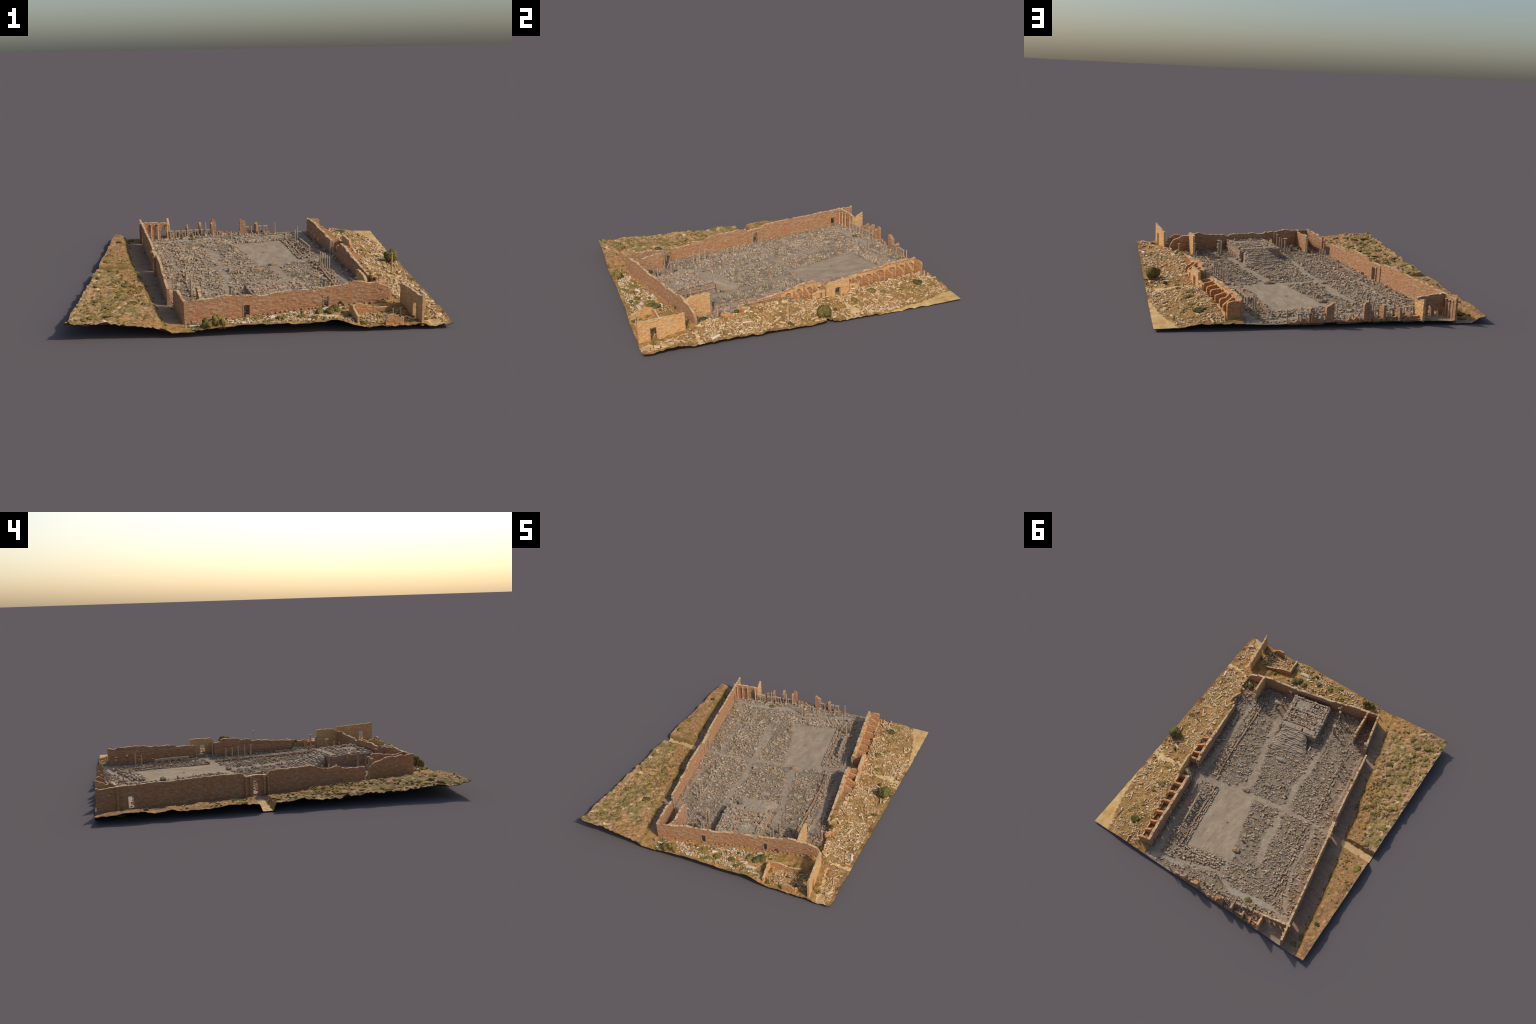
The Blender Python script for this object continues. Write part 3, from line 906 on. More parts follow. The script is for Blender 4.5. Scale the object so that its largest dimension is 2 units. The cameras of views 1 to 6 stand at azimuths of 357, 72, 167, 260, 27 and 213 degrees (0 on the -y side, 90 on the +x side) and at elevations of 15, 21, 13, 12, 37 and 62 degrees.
def column(x, y, z1, r=.0045, capital=False, mat="column", z0=None, tilt=.015):
    z0 = ground(x, y) - .002 if z0 is None else z0
    h = z1 - z0
    key = (round(r, 4), capital, mat, round(h / .012))
    if key not in COLS:
        COLS[key] = (column_mesh("column", r, h, capital, M[mat]), h)
    me, h0 = COLS[key]
    ob = bpy.data.objects.new("column", me)
    ob.matrix_world = Matrix.Translation((x, y, z0)) @ Matrix.Rotation(random.uniform(-tilt, tilt), 4, "X") @ \
        Matrix.Rotation(random.uniform(-tilt, tilt), 4, "Y") @ Matrix.Rotation(random.uniform(0, 6), 4, "Z") @ Matrix.Diagonal((1, 1, h / h0, 1))
    return link(ob)


for x, y, z in ((-.338, -.408, .101), (-.342, -.362, .105), (-.350, -.319, .104), (-.374, -.141, .075), (-.380, -.098, .074)):
    column(x, y, z, .0048)
for x, y, z in ((.431, .147, .094), (.437, .103, .096), (.446, .060, .106), (.454, .015, .105), (.461, -.028, .106)):
    column(x, y, z, .0042)
for x, y, z in ((.356, .759, .113), (.337, .718, .103)):
    column(x, y, z, .0045)
column(.812, -.110, .140, .0045, True, "column_warm")
column(.641, -.495, .114, .0055, True, "column_warm")
column(.532, -.506, .115, .0060, True)
column(.520, -.497, .062, .0055)
column(.360, -.539, .128, .0085, True)
column(.335, -.585, .112, .0050)
column(.330, -.620, .105, .0055)
column(-.132, -.608, .127, .0085, True)
column(-.119, -.661, .116, .0055)
column(-.112, -.707, .112, .0050)
column(-.100, -.735, .130, .0060, True)
column(-.084, -.780, .132, .0060)
column(-.205, -.700, .060, .006)
column(-.190, -.690, .056, .006)
column(-.175, -.705, .050, .005)
column(-.160, -.660, .045, .005)
column(-.300, -.624, .127, .0070, True)
column(-.405, -.603, .138, .0070, True)
column(-.355, -.925, .054, .0045)
column(.535, .328, .110, .0040)
column(.521, .342, .108, .0040)
column(.543, .226, .105, .0040)
column(.558, .222, .110, .0040)
for x, y, z in ((-.687, .880, .130), (-.642, .886, .130), (-.597, .891, .132), (-.532, .901, .128)):
    column(x, y - .008, z, .0052, True, "column_warm")
for x, y, z in ((-.700, .910, .120), (-.705, .940, .122), (-.712, .968, .124)):
    column(x, y, z, .0045, True, "column_warm")
for x, y, z in ((-.394, .914, .119), (-.267, .930, .123), (-.219, .938, .119), (.220, .986, .098), (-.092, .845, .076), (0.000, .975, .078),
                (.052, .975, .078), (.096, .975, .080)):
    column(x, y, z, .0042)
for x, y, z in ((.493, -.964, .078), (.522, -.957, .077), (.555, -.954, .077), (.640, -.90, .072), (.680, -.885, .075)):
    column(x, y, z, .0026, True, "column_warm")
for x, y, z in ((.538, .948, .070), (.560, .962, .062), (.622, .47, .075), (.618, .52, .070), (.60, .60, .072), (.655, -.455, .085),
                (.69, .30, .058), (.71, -.56, .07)):
    column(x, y, z, .0050, False, "column_warm")
for k in range(16):                                            # stumps in the north portico
    x = -.49 + k * .042 + random.uniform(-.008, .008)
    column(x, .915 + .10 * (x + .5) * .6 + random.uniform(-.012, .012), ground(x, .93) + random.uniform(.014, .030), .0058)

# square doorframes standing in the north portico
def post_frame(x, y, z1, w=.028, ang=.17):
    z0 = ground(x + w / 2, y) - .003
    rr = random.Random(int(x * 9000))
    h = z1 - z0
    bits = [(Matrix.Translation((.003, 0, h / 2)), (.006, .009, h)), (Matrix.Translation((w - .003, 0, h / 2)), (.006, .009, h)),
            (Matrix.Translation((w / 2, 0, h + .0015)), (w + .006, .012, .006))]
    V, F = merge_pieces([(proto_block(rr, .03, .05), m @ Matrix.Diagonal((*sc, 1))) for m, sc in bits])
    mesh_obj("standing_doorframe", V, F, M["column"], matrix=Matrix.Translation((x, y, z0)) @ Matrix.Rotation(ang, 4, "Z"))


for x, y, z in ((-.518, .898, .073), (-.476, .906, .071), (-.432, .914, .070), (-.388, .922, .071), (-.344, .929, .070), (-.302, .936, .070),
                (-.260, .944, .067), (.009, .982, .070), (.054, .984, .072), (.097, .986, .073), (.140, .988, .073)):
    post_frame(x, y, z, .026)

# ragged wall stumps of the north row of shops, cut off by the edge of the survey
for k, (x, y0, top, sl, w) in enumerate([(-.313, .950, .117, .02, .016), (-.404, .955, .094, .015, .014), (-.462, .955, .060, .0, .014),
                                         (-.232, .955, .116, .014, .012), (-.180, .958, .050, .01, .012), 
                                         (.080, .965, .092, .0, .010), (.13, .968, .05, 0, .014)]):
    masonry_wall("wall_stump", (x + .01, y0), (x, .9965), [(0, top - sl), (.012, top - sl * .5), (.03, top), (.05, top - .004)], M["wall"], w,
                 base=.020, seed=60 + k, ragged=.004, coping=(top > .08))
masonry_wall("apse_wall", (-.233, .981), (-.196, .987), [(0, .112), (.008, .124), (.018, .132), (.030, .130), (.037, .118)], M["wall"], .016,
             base=.022, seed=69, ragged=.003)
masonry_wall("wall_stump", (-.030, .980), (.013, .986), [(0, .128), (.008, .124), (.022, .117), (.040, .111), (.043, .104)], M["wall"], .026, base=.022, seed=71)
masonry_wall("wall_stump", (.075, .983), (.098, .987), [(0, .100), (.012, .107), (.023, .104)], M["wall_brick"], .012, base=.085, seed=70)
for k, (xa, xb, z) in enumerate([(-.52, -.42, .046), (-.39, -.33, .044), (-.30, -.25, .040)]):
    masonry_wall("low_wall", (xa, .965 + (xa + .5) * .08), (xb, .968 + (xb + .5) * .08), [(0, z), (.02, z - .006), (.04, z + .003), (.1, z - .004)], M["wall"],
                 .010, base=.018, seed=72 + k, ragged=.003)


for k, (xa, ya, xb, yb, z) in enumerate([(-.17, .984, -.05, .988, .040), (.02, .988, .14, .991, .040), (.15, .990, .21, .992, .032), (-.50, .982, -.42, .986, .040)]):
    masonry_wall("low_wall", (xa, ya), (xb, yb), [(0, z), (.015, z + .008), (.03, z - .004), (.05, z + .004), (.07, z - .008), (.12, z)], M["wall"],
                 .012, base=.016, seed=76 + k, ragged=.004, coping=False)

# ------------------------------------------------------------------ temple podium and stairs
def podium():
    c = [Vector((x, y)) for x, y in PODIUM]
    zt = [.081, .089, .086, .086]
    names = [(0, 3), (3, 2), (2, 1), (1, 0)]
    for a, b in names:
        A, B = c[a], c[b]
        L = (B - A).length
        masonry_wall("podium_wall", (A.x, A.y), (B.x, B.y), [(0, zt[a]), (L, zt[b])], M["podium"], .010, base=.005, seed=80 + a, coping=True,
                     coping_mat="step", ragged=.005)
    # fill deck as a displaced sheet following the sloping top
    n = 56
    V, F = [], []
    for i in range(n + 1):
        for j in range(n + 1):
            u, v = i / n, j / n
            p = (c[1] * (1 - u) + c[0] * u) * (1 - v) + (c[2] * (1 - u) + c[3] * u) * v
            z = .088 - .004 * v - .008 * u * (1 - v) + .006 * noise.noise(Vector((p.x * 40, p.y * 40, 2))) + .002 * noise.noise(Vector((p.x * 120, p.y * 120, 5)))
            if .22 < v < .30 or .46 < v < .52:
                z += .004 * (noise.noise(Vector((p.x * 70, 0, v * 9))) + .3)
            if v < .16 and abs(u - .405) < .022:
                z -= .030                                        # collapsed slot behind the stairs
            V.append((p.x, p.y, z))
    for i in range(n):
        for j in range(n):
            a = i * (n + 1) + j
            F.append([a, a + n + 1, a + n + 2, a + 1])
    ob = mesh_obj("podium_deck", V, F, M["soil"], smooth=True)
    sol = ob.modifiers.new("depth", "SOLIDIFY")
    sol.thickness = .012
    sol.offset = -1 if ob.data.polygons[0].normal.z > 0 else 1
    return c


PC = podium()
ux = (PC[0] - PC[1]).normalized()                                # east along the front
uy = Vector((-ux.y, ux.x))                                       # north away from the podium


def pod(u, v):
    """podium coordinates: u east from the north-west corner, v north of the front face"""
    p = PC[1] + ux * u + uy * v
    return p.x, p.y


# raised cella floor at the back and two front slabs
def slab_piece(name, u, v, w, d, z, h, mat, rot=0.0, parent=ROOT, seed=0):
    rr = random.Random(seed)
    bm = bmesh.new()
    bmesh.ops.create_grid(bm, x_segments=20, y_segments=20, size=.5)
    for q in bm.verts:
        k = Vector((q.co.x * w * 60 + seed, q.co.y * d * 60, 0))
        edge = max(abs(q.co.x), abs(q.co.y)) > .49
        q.co = Vector((q.co.x * w * (1 + .05 * noise.noise(k * .7)), q.co.y * d * (1 + .05 * noise.noise(k * .7 + Vector((7, 0, 0)))),
                       .0016 * noise.noise(k) - (.002 if edge else 0)))
    r = bmesh.ops.extrude_face_region(bm, geom=list(bm.faces))
    for q in [e for e in r["geom"] if isinstance(e, bmesh.types.BMVert)]:
        q.co.z -= h
    bmesh.ops.recalc_face_normals(bm, faces=bm.faces)
    me = bpy.data.meshes.new(name)
    bm.to_mesh(me)
    bm.free()
    me.materials.append(mat)
    ob = bpy.data.objects.new(name, me)
    x, y = pod(u, v)
    ob.matrix_world = Matrix.Translation((x, y, z)) @ Matrix.Rotation(math.atan2(ux.y, ux.x) + rot, 4, "Z")
    return link(ob, parent)


slab_piece("cella_floor", .190, -.235, .115, .088, .090, .012, M["walk"], 0, seed=1)
slab_piece("front_slab", .060, -.026, .095, .044, .0960, .016, M["walk"], .0, seed=2)
slab_piece("front_slab", .195, -.026, .150, .044, .0935, .016, M["walk"], .02, seed=3)
# thin cornice strings along the podium flanks
for (a, b), zz in (((0, 3), .056), ((1, 2), .056), ((0, 3), .020), ((1, 2), .020)):
    A, B = PC[a], PC[b]
    mw, L = frame((A.x, A.y), (B.x, B.y))
    rr = random.Random(a + 9)
    sd = -1 if a == 0 else 1
    sd = 1 if a == 0 else -1
    bits, q = [], .0
    while q < L - .01:
        l = min(rr.uniform(.03, .06), L - q)
        for off in (.0075, -.0075):
            bits.append((Matrix.Translation((q + l / 2, off, zz + rr.uniform(-.0008, .0008))), (l * .98, .006, .005)))
        q += l
    V, F = merge_blocks(bits, rr)
    mesh_obj("podium_cornice", V, F, M["step"], kind="stuff", matrix=mw)


def stairs():
    """worn treads, each its own broken course: wavy front edge, sagging, with fallen corners"""
    n = 13
    for k in range(n):
        t = k / (n - 1)
        z = .016 + .068 * t
        v = .170 - .150 * t
        u0 = .005 + .065 * t + .008 * (hash2(k, 1) - .5)
        u1 = .318 - .055 * t + .008 * (hash2(k, 2) - .5)
        m, dd, depth = 64, 5, .022
        bm = bmesh.new()
        rows = []
        for j in range(dd + 1):
            row = []
            for i in range(m + 1):
                s = i / m
                u = u0 + (u1 - u0) * s
                blk = math.floor(u / .021 + hash2(k, 7) * 3)
                nz = noise.noise(Vector((u * 16, k * .5, 1))) * .009 + (hash2(blk, k, 3) - .5) * .006
                x, y = pod(u, v - depth * j / dd + nz + .0015 * noise.noise(Vector((u * 110, k * 3.1, 7))))
                zz = z + .0045 * noise.noise(Vector((u * 18, k * .6, 4))) + (hash2(blk, k, 5) - .5) * .0045 + .0012 * noise.noise(Vector((u * 140, j, k)))
                zz -= .012 * max(0, .12 - s) / .12 + .012 * max(0, s - .88) / .12
                row.append((x, y, max(.008, zz)))
            rows.append(row)
        tops = [[bm.verts.new(p) for p in r] for r in rows]
        lows = [[bm.verts.new((p[0], p[1], .004)) for p in r] for r in rows]
        for j in range(dd):
            for i in range(m):
                bm.faces.new([tops[j][i], tops[j][i + 1], tops[j + 1][i + 1], tops[j + 1][i]])
                bm.faces.new([lows[j][i], lows[j + 1][i], lows[j + 1][i + 1], lows[j][i + 1]])
        for i in range(m):
            bm.faces.new([tops[0][i], lows[0][i], lows[0][i + 1], tops[0][i + 1]])
            bm.faces.new([tops[dd][i], tops[dd][i + 1], lows[dd][i + 1], lows[dd][i]])
        for j in range(dd):
            bm.faces.new([tops[j][0], tops[j + 1][0], lows[j + 1][0], lows[j][0]])
            bm.faces.new([tops[j][m], lows[j][m], lows[j + 1][m], tops[j + 1][m]])
        bmesh.ops.recalc_face_normals(bm, faces=bm.faces)
        me = bpy.data.meshes.new("step")
        bm.to_mesh(me)
        bm.free()
        me.materials.append(M["step"])
        link(bpy.data.objects.new("step", me), STAIR)


STAIR = bpy.data.objects.new("staircase", None)
link(STAIR)
stairs()

# ------------------------------------------------------------------ rows of fallen architecture
def row_blocks(name, A, B, lrange, wrange, hrange, mat, seed, jitter=.003, gap=.25, zoff=0.0, drums=.0, named=False):
    rr = random.Random(seed)
    mw, L = frame(A, B)
    q, pieces = 0.0, []
    while q < L:
        l = rr.uniform(*lrange)
        if rr.random() > gap:
            w, h = rr.uniform(*wrange), rr.uniform(*hrange)
            p = mw @ Vector((q + l / 2, rr.uniform(-jitter, jitter), 0))
            ang = math.atan2(B[1] - A[1], B[0] - A[0]) + rr.uniform(-.15, .15)
            z = ground(p.x, p.y) + zoff
            if rr.random() < drums:
                m = Matrix.Translation((p.x, p.y, z + h / 2 - .001)) @ Matrix.Rotation(math.pi / 2, 4, "Y") @ Matrix.Diagonal((h * 1.1, w, w, 1))
                pieces.append((rr.choice(DRUMS), m))
            else:
                m = Matrix.Translation((p.x, p.y, z + h / 2 - .001)) @ Matrix.Rotation(ang, 4, "Z") @ Matrix.Rotation(rr.uniform(-.08, .08), 4, "X") @ \
                    Matrix.Diagonal((l * .95, w, h, 1))
                pieces.append((rr.choice(BLOCKS), m))
        q += l
    V, F = merge_pieces(pieces)
    return mesh_obj(name, V, F, M[mat], kind="stuff")


# east portico: stylobate with blocks, flanking lines of bases
EP = [(.462, -.50), (.456, -.462), (.442, -.281), (.426, -.055), (.402, .128), (.385, .19)]
for k in range(len(EP) - 1):
    row_blocks("stylobate", EP[k], EP[k + 1], (.016, .045), (.010, .014), (.010, .016), "rubble_warm", 100 + k, .002, .12)
    a, b = EP[k], EP[k + 1]
    row_blocks("column_base_row", (a[0] + .020, a[1]), (b[0] + .022, b[1]), (.010, .018), (.008, .013), (.007, .014), "rubble", 110 + k, .006, .1, drums=.4)
    row_blocks("column_base_row", (a[0] + .036, a[1]), (b[0] + .040, b[1]), (.010, .018), (.008, .013), (.006, .013), "rubble", 120 + k, .006, .15, drums=.4)
# west portico stylobate
WP = [(-.318, -.56), (-.352, -.319), (-.382, -.090), (-.397, .06)]
WQ = [(-.405, .17), (-.450, .46), (-.492, .72)]
for L_ in (WP, WQ):
    for k in range(len(L_) - 1):
        a, b = L_[k], L_[k + 1]
        row_blocks("stylobate", a, b, (.014, .036), (.009, .013), (.007, .013), "rubble", 160 + k, .004, .3, drums=.2)
        row_blocks("column_base_row", (a[0] + .020, a[1]), (b[0] + .020, b[1]), (.009, .016), (.008, .012), (.007, .014), "rubble", 165 + k, .006, .3, drums=.3)
# beside the open court
row_blocks("court_kerb", (.347, .278), (.279, .776), (.018, .040), (.011, .015), (.011, .017), "rubble_warm", 130, .002, .12)
row_blocks("column_base_row", (.330, .285), (.262, .772), (.009, .014), (.007, .010), (.007, .011), "rubble", 131, .003, .12)
row_blocks("column_base_row", (.316, .285), (.250, .768), (.009, .014), (.006, .009), (.006, .010), "rubble", 132, .002, .15)
row_blocks("column_base_row", (.375, .285), (.310, .80), (.010, .018), (.008, .014), (.007, .013), "rubble", 133, .007, .12, drums=.3)
row_blocks("column_base_row", (.405, .285), (.345, .80), (.010, .018), (.008, .013), (.006, .012), "rubble", 134, .008, .2, drums=.3)
# north portico lines
row_blocks("court_kerb", (.290, .818), (-.045, .742), (.018, .045), (.010, .014), (.010, .016), "rubble", 140, .002, .15)
for k, (o, m_) in enumerate([(-.026, "rubble"), (-.014, "rubble"), (.014, "rubble"), (.030, "rubble"), (.046, "rubble")]):
    row_blocks("column_base_row", (.292, .820 + o), (-.048, .744 + o), (.011, .020), (.009, .014), (.008, .016), m_, 141 + k, .006, .15, drums=.3)

# arcade lifted beside the court
def arcade():
    A, B = (.398, .405), (.360, .632)
    masonry_wall("arcade", A, B, [(0, .061), (.1, .063), (.23, .062)], M["step"], .010,
                 arches=[(.0255 + .0435 * k, .0165, .040, .053) for k in range(5)], seed=90, coping=True, coping_mat="step", ragged=.0015)


arcade()


# ------------------------------------------------------------------ rubble
class Scatter:
    def __init__(self, cell=.012):
        self.c, self.g = cell, {}

    def free(self, x, y, r):
        k = 3
        i, j = int(x / self.c), int(y / self.c)
        for a in range(i - k, i + k + 1):
            for b in range(j - k, j + k + 1):
                for (px, py, pr) in self.g.get((a, b), ()):
                    if (px - x) ** 2 + (py - y) ** 2 < (pr + r) ** 2:
                        return False
        return True

    def add(self, x, y, r):
        self.g.setdefault((int(x / self.c), int(y / self.c)), []).append((x, y, r))


SC = Scatter()
FORUM_IN = [(-.715, .99), (-.575, .189), (-.540, .060), (-.440, -.540), (-.400, -.60), (-.345, -.868), (.675, -.636), (.655, -.42), (.61, -.34), (.537, .215),
            (.517, .351), (.435, .925), (.43, .985)]
PAV2 = [(-.73, .84), (-.51, .88), (-.52, 1.01), (-.75, 1.01)]


def scatter_zone(n, bounds, density, size, mat, named, rng, elong=.25, tall=(.55, 1.0), pack=.62, zfun=None, flat=.25, keep_for_named=0, mat_named=None, align=None):
    """random stones where density(x, y) allows; the largest become separate objects, the rest are joined"""
    xs = rng.uniform(bounds[0], bounds[1], n)
    ys = rng.uniform(bounds[2], bounds[3], n)
    dn = density(xs, ys)
    rn = rng.uniform(0, 1, n)
    zz = (zfun or height)(xs, ys)
    items = []
    for x, y, d, r0, z in zip(xs, ys, dn, rn, zz):
        if r0 > d:
            continue
        s = size[0] + (size[1] - size[0]) * rng.random() ** 2.2
        kind = rng.random()
        l, w = s * rng.uniform(1.0, 1.5), s * rng.uniform(.65, 1.0)
        if kind < elong:
            l *= rng.uniform(1.3, 2.1)
            w *= .8
        r = (l + w) * .25 * pack * 1.3
        if not SC.free(x, y, r):
            continue
        SC.add(x, y, r)
        h = s * rng.uniform(*tall)
        if mat == "rubble" and rng.random() < .16:               # blocks and drums still standing on end
            l, w, h = l * .62, w * .72, h * 1.6
        if rng.random() < flat:
            h *= .6
        items.append((x, y, z, l, w, h, kind))
    items.sort(key=lambda q: -(q[3] * q[4] * q[5]))
    pieces = []
    for i, (x, y, z, l, w, h, kind) in enumerate(items):
        a = rng.uniform(0, math.pi) if align is None or rng.random() < .4 else align + rng.normal(0, .25)
        if kind < elong * .45:
            pr = DRUMS[int(rng.integers(len(DRUMS)))]
            h = w
        elif kind < .62:
            pr = BLOCKS[int(rng.integers(len(BLOCKS)))]
        else:
            pr = BOULDERS[int(rng.integers(len(BOULDERS)))]
        m = Matrix.Translation((x, y, z + h * .40)) @ Matrix.Rotation(a, 4, "Z") @ Matrix.Rotation(rng.normal(0, .16), 4, "X") @ \
            Matrix.Rotation(rng.normal(0, .16), 4, "Y") @ Matrix.Diagonal((l, w, h, 1))
        if i < keep_for_named:
            nm = "fallen_column" if pr in DRUMS else "stone_block"
            key = (id(pr), mat_named)
            if key not in STONE_MESH:
                me = bpy.data.meshes.new(nm)
                me.from_pydata(pr[0].tolist(), [], pr[1])
                me.materials.append(M[mat_named])
                STONE_MESH[key] = me
            ob = bpy.data.objects.new(nm, STONE_MESH[key])
            ob.matrix_world = m
            link(ob)
        else:
            pieces.append((pr, m))
    if pieces:
        V, F = merge_pieces(pieces)
        mesh_obj(named, V, F, M[mat], kind="stuff")
    return len(items)


class _Id:
    pass


STONE_MESH = {}
# identity test of prototypes by membership needs plain tuples wrapped once
DRUM_IDS = None


def in_list(p, lst):
    return any(p is q for q in lst)


class ProtoList(list):
    def __contains__(self, p):
        return any(p is q for q in self)


DRUMS = ProtoList(DRUMS)

KEEP_OUT = [EP, WP, WQ, [(.347, .278), (.279, .776)], [(.398, .405), (.36, .632)], [(.29, .82), (-.05, .745)]]


def d_forum(x, y):
    d = np.where(inside(x, y, FORUM_IN), 1.0, 0)
    wc = way_clear(x, y)
    d = d * smooth(-.002, .008, wc + fbm(x, y, 40, 31, 3) * .014 + .003)
    d = d * (1 - inside(x, y, COURT)) * (1 - inside(x, y, PAV2)) * (1 - inside(x, y, PODIUM))
    for s in SLABS:
        d = d * (1 - inside(x, y, s))
    st = [pod(-.01, -.01), pod(.325, -.01), pod(.325, .172), pod(-.01, .172)]
    d = d * (1 - inside(x, y, st))
    for p in KEEP_OUT:
        d = d * smooth(.006, .012, poly_dist(x, y, p))
    cl = fbm(x, y, 16, 33, 3)
    gap = fbm(x, y, 34, 35, 3)
    d = d * (.12 + .90 * smooth(-.30, .15, cl)) * smooth(-.42, -.05, gap)
    wd = side_of(x, y, WEST)
    d = d * np.where((wd < .11) & (x < -.3) & (y > -.5), .45 * smooth(.012, .05, wd) + .12, 1)
    return d


scatter_zone(60000, (-.74, .70, -.88, .99), d_forum, (.0055, .0170), "rubble", "rubble", RNG, elong=.22, tall=(.5, .95), pack=.56, keep_for_named=200,
             mat_named="rubble_obj", align=.19)


def d_warm(x, y):
    wd = side_of(x, y, WEST)
    d = np.where(inside(x, y, FORUM_IN) & (wd < .085) & (wd > .012) & (y < .75), .5, 0) * smooth(-.1, .3, fbm(x, y, 18, 37, 3))
    d = np.maximum(d, np.where(inside(x, y, [(-.29, -.64), (-.28, -.85), (-.35, -.86), (-.41, -.62)]), .9, 0))
    d = np.maximum(d, np.where(inside(x, y, [(.62, -.64), (.56, -.5), (.60, -.36), (.66, -.42), (.68, -.62)]), .9, 0))
    return d * smooth(0, .008, way_clear(x, y))


scatter_zone(6000, (-.74, .70, -.88, .80), d_warm, (.008, .018), "rubble_warm", "rubble", RNG, elong=.2)


def pod_z(x, y):
    v = -((x - PC[1].x) * uy.x + (y - PC[1].y) * uy.y)
    return .087 - .004 * np.clip(v / .296, 0, 1)


def d_pod(x, y):
    u = (x - PC[1].x) * ux.x + (y - PC[1].y) * ux.y
    v = (x - PC[1].x) * uy.x + (y - PC[1].y) * uy.y
    d = np.where(inside(x, y, PODIUM), .9, 0)
    d = d * np.where((v > -.05), .10, 1) * np.where((np.abs(u - .19) < .058) & (np.abs(v + .235) < .045), .08, 1)
    rows = (np.abs(v + .075) < .008) | (np.abs(v + .13) < .008) | (np.abs(u - .012) < .01) | (np.abs(u - .29) < .01) | (np.abs(v + .18) < .006)
    return d * np.where(rows, 1, .5)


scatter_zone(5000, (-.08, .30, -.76, -.39), d_pod, (.009, .021), "rubble", "rubble", RNG, elong=.25, zfun=pod_z, pack=.5, keep_for_named=40,
             mat_named="rubble_obj", align=.19)


def d_stair_foot(x, y):
    u = (x - PC[1].x) * ux.x + (y - PC[1].y) * ux.y
    v = (x - PC[1].x) * uy.x + (y - PC[1].y) * uy.y
    return np.where((u > -.01) & (u < .32) & (v > .150) & (v < .185), .8, 0) + np.where((u > -.01) & (u < .03) & (v > 0) & (v < .15), .5, 0)


scatter_zone(1500, (-.12, .26, -.47, -.22), d_stair_foot, (.008, .016), "rubble", "rubble", RNG)


def d_east(x, y):
    e = side_of(x, y, [(SHOP_OUT[0][0], 1.01)] + SHOP_OUT + [(.68, -.3), (.69, -.45), (.72, -.64), (.775, -.70), (.79, -1.01)])
    d = np.where((e > .006) & (x < .886) & (np.abs(y) < .98), 1.0, 0)
    d = d * (.07 + .85 * smooth(.0, .38, fbm(x, y, 12, 41, 4) + .03))
    d = d * np.where((side_of(x, y, ROAD_IN) > -.01) & (y > .4), 0, 1)
    for pts, w in EPATHS:
        d = d * smooth(-.002, .006, poly_dist(x, y, pts, w))
    return d


scatter_zone(15000, (.5, .905, -.99, .99), d_east, (.0060, .0185), "rubble_pale", "rubble", RNG, elong=.3, tall=(.35, .7), pack=.75, keep_for_named=55,
             mat_named="rubble_pale")


def d_heap(x, y):
    """collapsed masonry against the south shops, the broken corner and the north end"""
    d = np.exp(-(((x - .655) / .03) ** 2 + ((y + .12) / .16) ** 2)) * .9
    d = np.maximum(d, np.exp(-(((x - .70) / .035) ** 2 + ((y + .57) / .06) ** 2)))
    d = np.maximum(d, np.exp(-(((x - .585) / .04) ** 2 + ((y - .93) / .04) ** 2)))
    d = np.maximum(d, np.exp(-(((x - .65) / .03) ** 2 + ((y - .55) / .12) ** 2)) * .6)
    e = side_of(x, y, [(SHOP_OUT[0][0], 1.01)] + SHOP_OUT[:3] + [(.63, .0), (.645, -.3), (.66, -.42), (.69, -.64), (.70, -.7)])
    return np.where((e > .008) & (y < .962), d, 0)


scatter_zone(6000, (.52, .80, -.70, .99), d_heap, (.008, .018), "rubble_pale", "rubble", RNG, elong=.4, tall=(.5, .9), pack=.5)


def d_south(x, y):
    dw = -(y - np.interp(x, [q[0] for q in SOUTH], [q[1] for q in SOUTH]))
    d = np.where((dw > .035) & (y > -.982) & (x > -.33) & (x < .44), 1.0, 0) * (.08 + .6 * smooth(.02, .30, fbm(x, y, 17, 51, 3)))
    d = np.maximum(d, np.where(inside(x, y, [(.46, -.84), (.70, -.80), (.73, -.95), (.5, -.98)]), .3, 0))
    return d


scatter_zone(5000, (-.34, .74, -.99, -.70), d_south, (.006, .015), "rubble_white", "rubble", RNG, elong=.3, tall=(.4, .9), keep_for_named=15,
             mat_named="rubble_white")


def d_street(x, y):
    wd = -side_of(x, y, WEST)
    d = np.where((wd > .010) & (wd < .030) & (x < -.3) & (y > -.92) & (y < .95), .28, 0)
    return d * smooth(-.1, .3, fbm(x, y, 14, 61, 3))


scatter_zone(2500, (-.80, -.34, -.92, .95), d_street, (.007, .013), "rubble_warm", "rubble", RNG)
# foundation stones along the outside of the south wall
row_blocks("foundation_stone", (-.345, -.886), (.145, -.766), (.010, .018), (.008, .012), (.008, .014), "rubble_warm", 150, .003, .45)
row_blocks("foundation_stone", (.150, -.765), (.67, -.657), (.010, .018), (.008, .012), (.008, .014), "rubble_warm", 151, .003, .40)


def beam(x0, y0, x1, y1, w, h, mat, lift=0.0, round_=False, name="fallen_beam"):
    rr = random.Random(int((x0 + 2) * 9999))
    L = math.hypot(x1 - x0, y1 - y0)
    za, zb = ground(x0, y0), ground(x1, y1)
    m = Matrix.Translation(((x0 + x1) / 2, (y0 + y1) / 2, (za + zb) / 2 + h * .42 + lift)) @ Matrix.Rotation(math.atan2(y1 - y0, x1 - x0), 4, "Z") @ \
        Matrix.Rotation(-math.atan2(zb - za, L), 4, "Y") @ Matrix.Diagonal((L, w, h, 1))
    V, F = merge_pieces([(proto_drum(rr, 14) if round_ else proto_block(rr, .04, .06), m)])
    return mesh_obj(name, V, F, M[mat])


